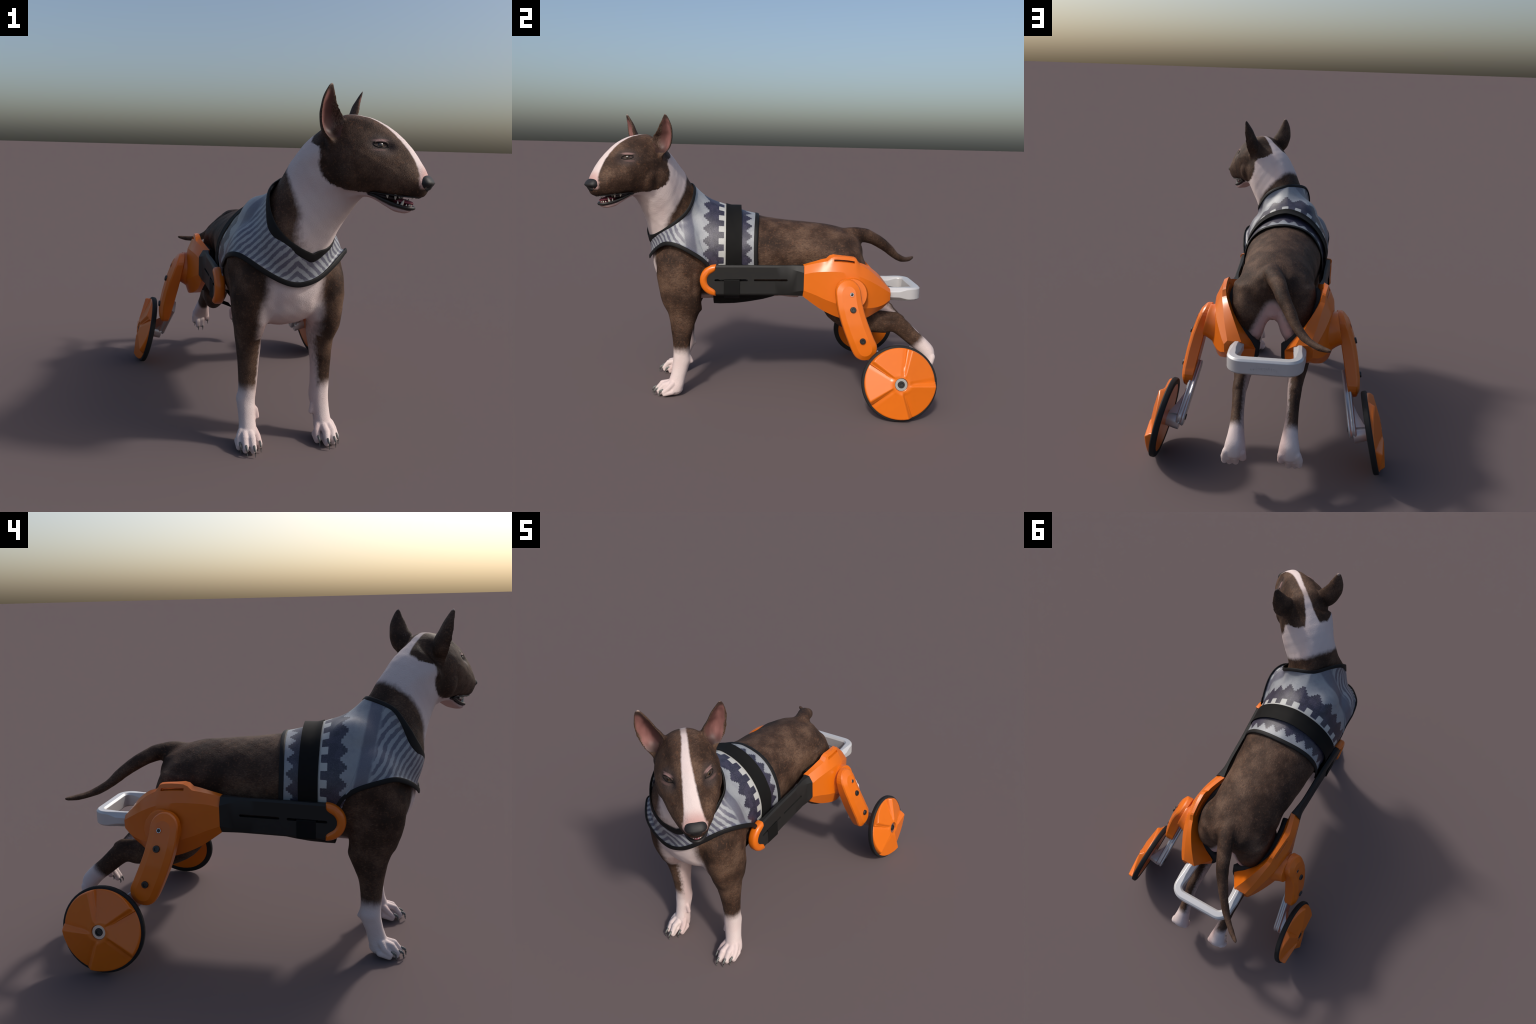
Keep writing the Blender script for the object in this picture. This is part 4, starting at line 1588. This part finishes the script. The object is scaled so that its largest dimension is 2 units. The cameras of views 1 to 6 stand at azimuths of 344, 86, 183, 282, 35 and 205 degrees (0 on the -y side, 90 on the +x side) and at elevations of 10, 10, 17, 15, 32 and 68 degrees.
def make_wheel(s):
    Z_ = np.array([0, 0, 1.]) - WAX * WAX[2]
    Z_ /= np.linalg.norm(Z_)
    Y_ = np.cross(Z_, WAX)

    def at(r, phi, d): return WC + WAX * d + Z_ * r * np.sin(phi) + Y_ * r * np.cos(phi)
    we = bpy.data.objects.new('wheel', None)
    SC.objects.link(we)
    we.parent = chair
    # tyre
    prof = [(.174, -.0175), (.196, -.0185), (.2015, -.016), (WR, -.010), (WR, .005), (.2015, .0095), (.196, .0115), (.174, .0105)]
    m = 48
    ph = np.linspace(0, 2 * np.pi, m, endpoint=False)
    rings = [np.stack([at(r, p, d) for p in ph]) for r, d in prof]
    rings.append(rings[0])
    V_, Fc = skin(rings, False)
    solid('tyre', mir(V_, s), Fc, RUBBER, we, 30)
    # inner disc
    prof = [(.176, -.0155), (.15, -.0155), (.055, -.019), (.002, -.019)]
    rings = [np.stack([at(r, p, d) for p in ph]) for r, d in [(.176, .012)] + prof]
    V_, Fc = skin(rings)
    solid('inner_disc', mir(V_, s), Fc, ORANGE, we, 40)
    # sculpted cover: low five-sided pyramid of plates split by five radial valleys
    nphi, rr = 240, np.concatenate([np.linspace(.036, .186, 44), [.1885, .1905, .1915]])
    ph = np.linspace(0, 2 * np.pi, nphi, endpoint=False)
    vall = np.radians([78, 4, -70, -143, 147])
    rows = []
    for r in rr:
        row = []
        for p in ph:
            da = [((p - v + np.pi) % (2 * np.pi)) - np.pi for v in vall]
            k = int(np.argmin(np.abs(da)))
            nearest = abs(da[k])
            lo = max([d for d in da if d <= 0] or [-9.]) if False else None
            # middle of the plate this angle belongs to
            sv = sorted(vall % (2 * np.pi))
            pp = p % (2 * np.pi)
            j = int(np.searchsorted(sv, pp)) % 5
            a0, a1 = sv[j - 1], sv[j]
            if j == 0:
                a0 -= 2 * np.pi
                if pp > a1:
                    a0, a1 = sv[-1], sv[0] + 2 * np.pi
            mid_ = (a0 + a1) / 2
            x_, y_ = r * math.cos(pp - mid_), r * math.sin(pp - mid_)
            plate = .062 - .235 * x_ + .150 * y_
            # valley: floor follows a cone, walls steeper on one side
            dist = r * nearest
            wv = .008 + .009 * (r / .19)
            g = float(sstep(np.array(dist), wv * .15, wv * 1.55))
            floor = .054 - .185 * r
            floor = min(floor, plate - .002)
            h_ = floor + (plate - floor) * g
            # central boss dish
            cdish = float(sstep(np.array(r), .038, .064))
            h_ = .050 * (1 - cdish) + h_ * cdish
            # roll the rim over to the tyre
            if r > .186:
                q = (r - .186) / .0055
                h_ = h_ * (1 - .22 * q * q)
            row.append(at(r, pp, .006 + max(h_, .004)))
        rows.append(np.array(row))
    rows.append(np.array([at(.1915, p, .004) for p in ph]))
    first = rows[0]
    rows.insert(0, np.array([at(.0345, p, .006 + .044) for p in ph]))
    rows.insert(0, np.array([at(.0345, p, .030) for p in ph]))
    V_, Fc = skin(np.array(rows), False)
    solid('wheel_cover', mir(V_, s), Fc, ORANGE, we, 50)
    ph = np.linspace(0, 2 * np.pi, 40, endpoint=False)
    rings = [np.stack([at(r, p, d) for p in ph]) for r, d in ((.0355, .036), (.0340, .0465), (.0325, .048), (.0195, .048), (.0190, .046))]
    V_, Fc = skin(rings, True)
    solid('washer', mir(V_, s), Fc, STEEL, we, 30)
    t6 = np.linspace(0, 2 * np.pi, 24, endpoint=False)
    rings = [np.stack([at(r, p, d) for p in t6]) for r, d in ((.0188, .044), (.0188, .051), (.0172, .053), (.0110, .053), (.0100, .048), (.001, .0475))]
    V_, Fc = skin(rings, True)
    solid('wheel_bolt', mir(V_, s), Fc, BOLT, we, 40)


both(make_arm)
both(make_wheel)


# ---- rear handle: U of chamfered bar
def make_handle():
    path = [(.152, .655), (.157, .70), (.158, .745), (.158, .79)]
    rc = .052
    for t in np.linspace(0, np.pi / 2, 9)[0:]:
        path.append((.158 - rc + rc * np.cos(t), .803 + rc * np.sin(t)))
    half = np.array(path)
    line = np.concatenate([half, half[::-1] * np.array([-1, 1])])
    # dense
    T = np.gradient(line, axis=0)
    T /= np.linalg.norm(T, axis=1)[:, None]
    rings = []
    zc = .611
    for p, t in zip(line, T):
        n = np.array([t[1], -t[0]])
        arm = 1 - float(sstep(np.array(p[1]), .735, .80))          # near the pods the bar turns octagonal
        hw = .0245 + .006 * arm
        hz = .0395 - .0015 * arm
        ch = .010 + .012 * arm
        prof = [(hw, hz - ch), (hw - ch, hz), (-hw + ch, hz), (-hw, hz - ch), (-hw, -hz + ch), (-hw + ch, -hz), (hw - ch, -hz), (hw, -hz + ch)]
        rings.append([(p[0] + n[0] * a, p[1] + n[1] * a, zc + b) for a, b in prof])
    V_, Fc = skin(np.array(rings))
    h = solid('rear_handle', l2w(V_), Fc, HANDLE, chair, 30, bevel=.0025)
    # faint raised marks along the back face (worn, unreadable lettering)
    r = random.Random(3)
    bits = []
    x = -.062
    zc2 = .610
    while x < .064:
        wv = r.uniform(.004, .009)
        for k in range(2):
            hh = r.uniform(.005, .011)
            z0 = zc2 + r.uniform(-.006, .004)
            a = x + r.uniform(0, .002)
            ww = wv if k else .0022
            hh2 = .0022 if k else hh
            q = [(a, z0 - hh2), (a + ww, z0 - hh2), (a + ww + .002, z0 + hh2), (a + .002, z0 + hh2)]
            y0, y1 = .8785, .8802
            bits.append(skin(np.array([[(px, y0, pz) for px, pz in q], [(px, y1, pz) for px, pz in q]])))
        x += wv + .0045
    V_, Fc = merge(bits)
    o = solid('raised_marks', l2w(V_), Fc, HANDLE, h, 30)
    o['kind'] = 'stuff'


make_handle()

# ---- straps: over the back, through the rail slots, down to the belly plate
def surf(y, th):
    c = np.array([(y - .6) * .0236, y, .86])
    d = np.array([math.sin(th), 0, math.cos(th)])
    best = 0
    for b in (VEST_BVH, BODY_BVH):
        h = b.ray_cast(Vector(c + d * .6), Vector(-d), .6)
        if h[0] is not None:
            best = max(best, .6 - h[3])
    return c, d, best


def make_strap():
    ths = np.radians(np.linspace(-128, 128, 72))
    y0, y1 = -.276, -.186
    rad = []
    for th in ths:
        rad.append(max(surf(y, th)[2] for y in np.linspace(y0, y1, 5)))
    rad = np.array(rad)
    for _ in range(4):
        rad[1:-1] = np.maximum(rad[1:-1], (rad[:-2] + rad[2:]) / 2)
    rows = []
    for th, r in zip(ths, rad):
        cy = np.linspace(y0, y1, 7)
        d = np.array([math.sin(th), 0, math.cos(th)])
        rr = [max(surf(y, th)[2], r - .008) for y in cy]
        if abs(th) > 1.2:
            rr = [min(q, abs((.266 if th < 0 else .256) / math.sin(abs(th))) - .006 + 0 * q) for q in rr]
        cpt = [np.array([(y - .6) * .0236, y, .86]) for y in cy]
        out = [c + d * (q + .0065) for c, q in zip(cpt, rr)]
        inn = [c + d * (q + .0030) for c, q in zip(cpt, rr)]
        rows.append(out + inn[::-1])
    V_, Fc = skin(np.array(rows))
    solid('back_strap', V_, Fc, WEB, chair, 40)

    def outer(s):
        # emerges from the slot, lies on the lower half of the rail, turns under to the plate
        P = [(.252, .7035), (.276, .7050), (.2800, .7000), (.2800, .650), (.2795, .624), (.272, .6135), (.256, .610), (.225, .597), (.185, .580)]
        P = catmull(np.array(P), 4)
        T = np.gradient(P, axis=0)
        T /= np.linalg.norm(T, axis=1)[:, None]
        Nn = np.stack([-T[:, 1], T[:, 0]], 1)
        rows = []
        for p, n in zip(P, Nn):
            a, b = p + n * .0015, p - n * .0015
            rows.append([(a[0], -.278, a[1]), (a[0], -.190, a[1]), (b[0], -.190, b[1]), (b[0], -.278, b[1])])
        V2, F2 = skin(np.array(rows))
        solid('rail_strap', mir(V2, s), F2, WEB, chair, 40)
    both(outer)


make_strap()


def make_plate():
    """curved belly support with two long slots each side, built as a trough of ribs"""
    ys = np.concatenate([np.linspace(-.342, -.05, 16), np.linspace(-.02, .028, 5)])
    bot = np.interp(ys, [-.342, -.30, -.22, -.14, -.05, .028], [.502, .500, .503, .514, .532, .556])
    half = np.interp(ys, [-.342, -.05, .0, .028], [.178, .172, .14, .08])
    topz = np.interp(ys, [-.342, -.27, -.05, .028], [.590, .604, .604, .575])
    nx = 28
    top, low = [], []
    for y, b, hw, tz in zip(ys, bot, half, topz):
        u = np.linspace(-1, 1, nx + 1)
        zz = b + .004 + (tz - b) * np.abs(u) ** 2.1
        top.append(np.stack([u * hw, np.full(nx + 1, y), zz + .008], 1))
        low.append(np.stack([u * hw, np.full(nx + 1, y), zz], 1))
    rings = [np.concatenate([t, l[::-1]]) for t, l in zip(top, low)]
    V_, Fc = skin(np.array(rings))
    V_ = l2w(V_)
    # rails sit a little left of centre at the front: follow them
    ob = solid('belly_support', V_, Fc, WEB, chair, 35)
    for s in (1, -1):
        for y0, y1, u in ((-.310, -.195, .70), (-.155, -.060, .66)):
            c = l2w(np.array([s * u * .175, (y0 + y1) / 2, .535]))
            bm = bmesh.new()
            bmesh.ops.create_cube(bm, size=1)
            for v in bm.verts:
                v.co = Vector(c) + Vector((v.co.x * .012, v.co.y * (y1 - y0), v.co.z * .12))
            me_ = bpy.data.meshes.new('slot_cutter')
            bm.to_mesh(me_)
            bm.free()
            ct = bpy.data.objects.new('slot_cutter', me_)
            SC.objects.link(ct)
            bo = ob.modifiers.new('slot', 'BOOLEAN')
            bo.object = ct
            bo.solver = 'EXACT'
            CUTTERS.append(ct)
    BOOLED.append(ob)


make_plate()

# apply the boolean cuts and drop the cutters
bpy.context.view_layer.update()
dg = bpy.context.evaluated_depsgraph_get()
for ob in BOOLED:
    nm = bpy.data.meshes.new_from_object(ob.evaluated_get(dg))
    ob.modifiers.clear()
    ob.data = nm
    nm.set_sharp_from_angle(angle=math.radians(18 if ob.name.startswith('hip') else 28))
for ct in CUTTERS:
    bpy.data.objects.remove(ct, do_unlink=True)
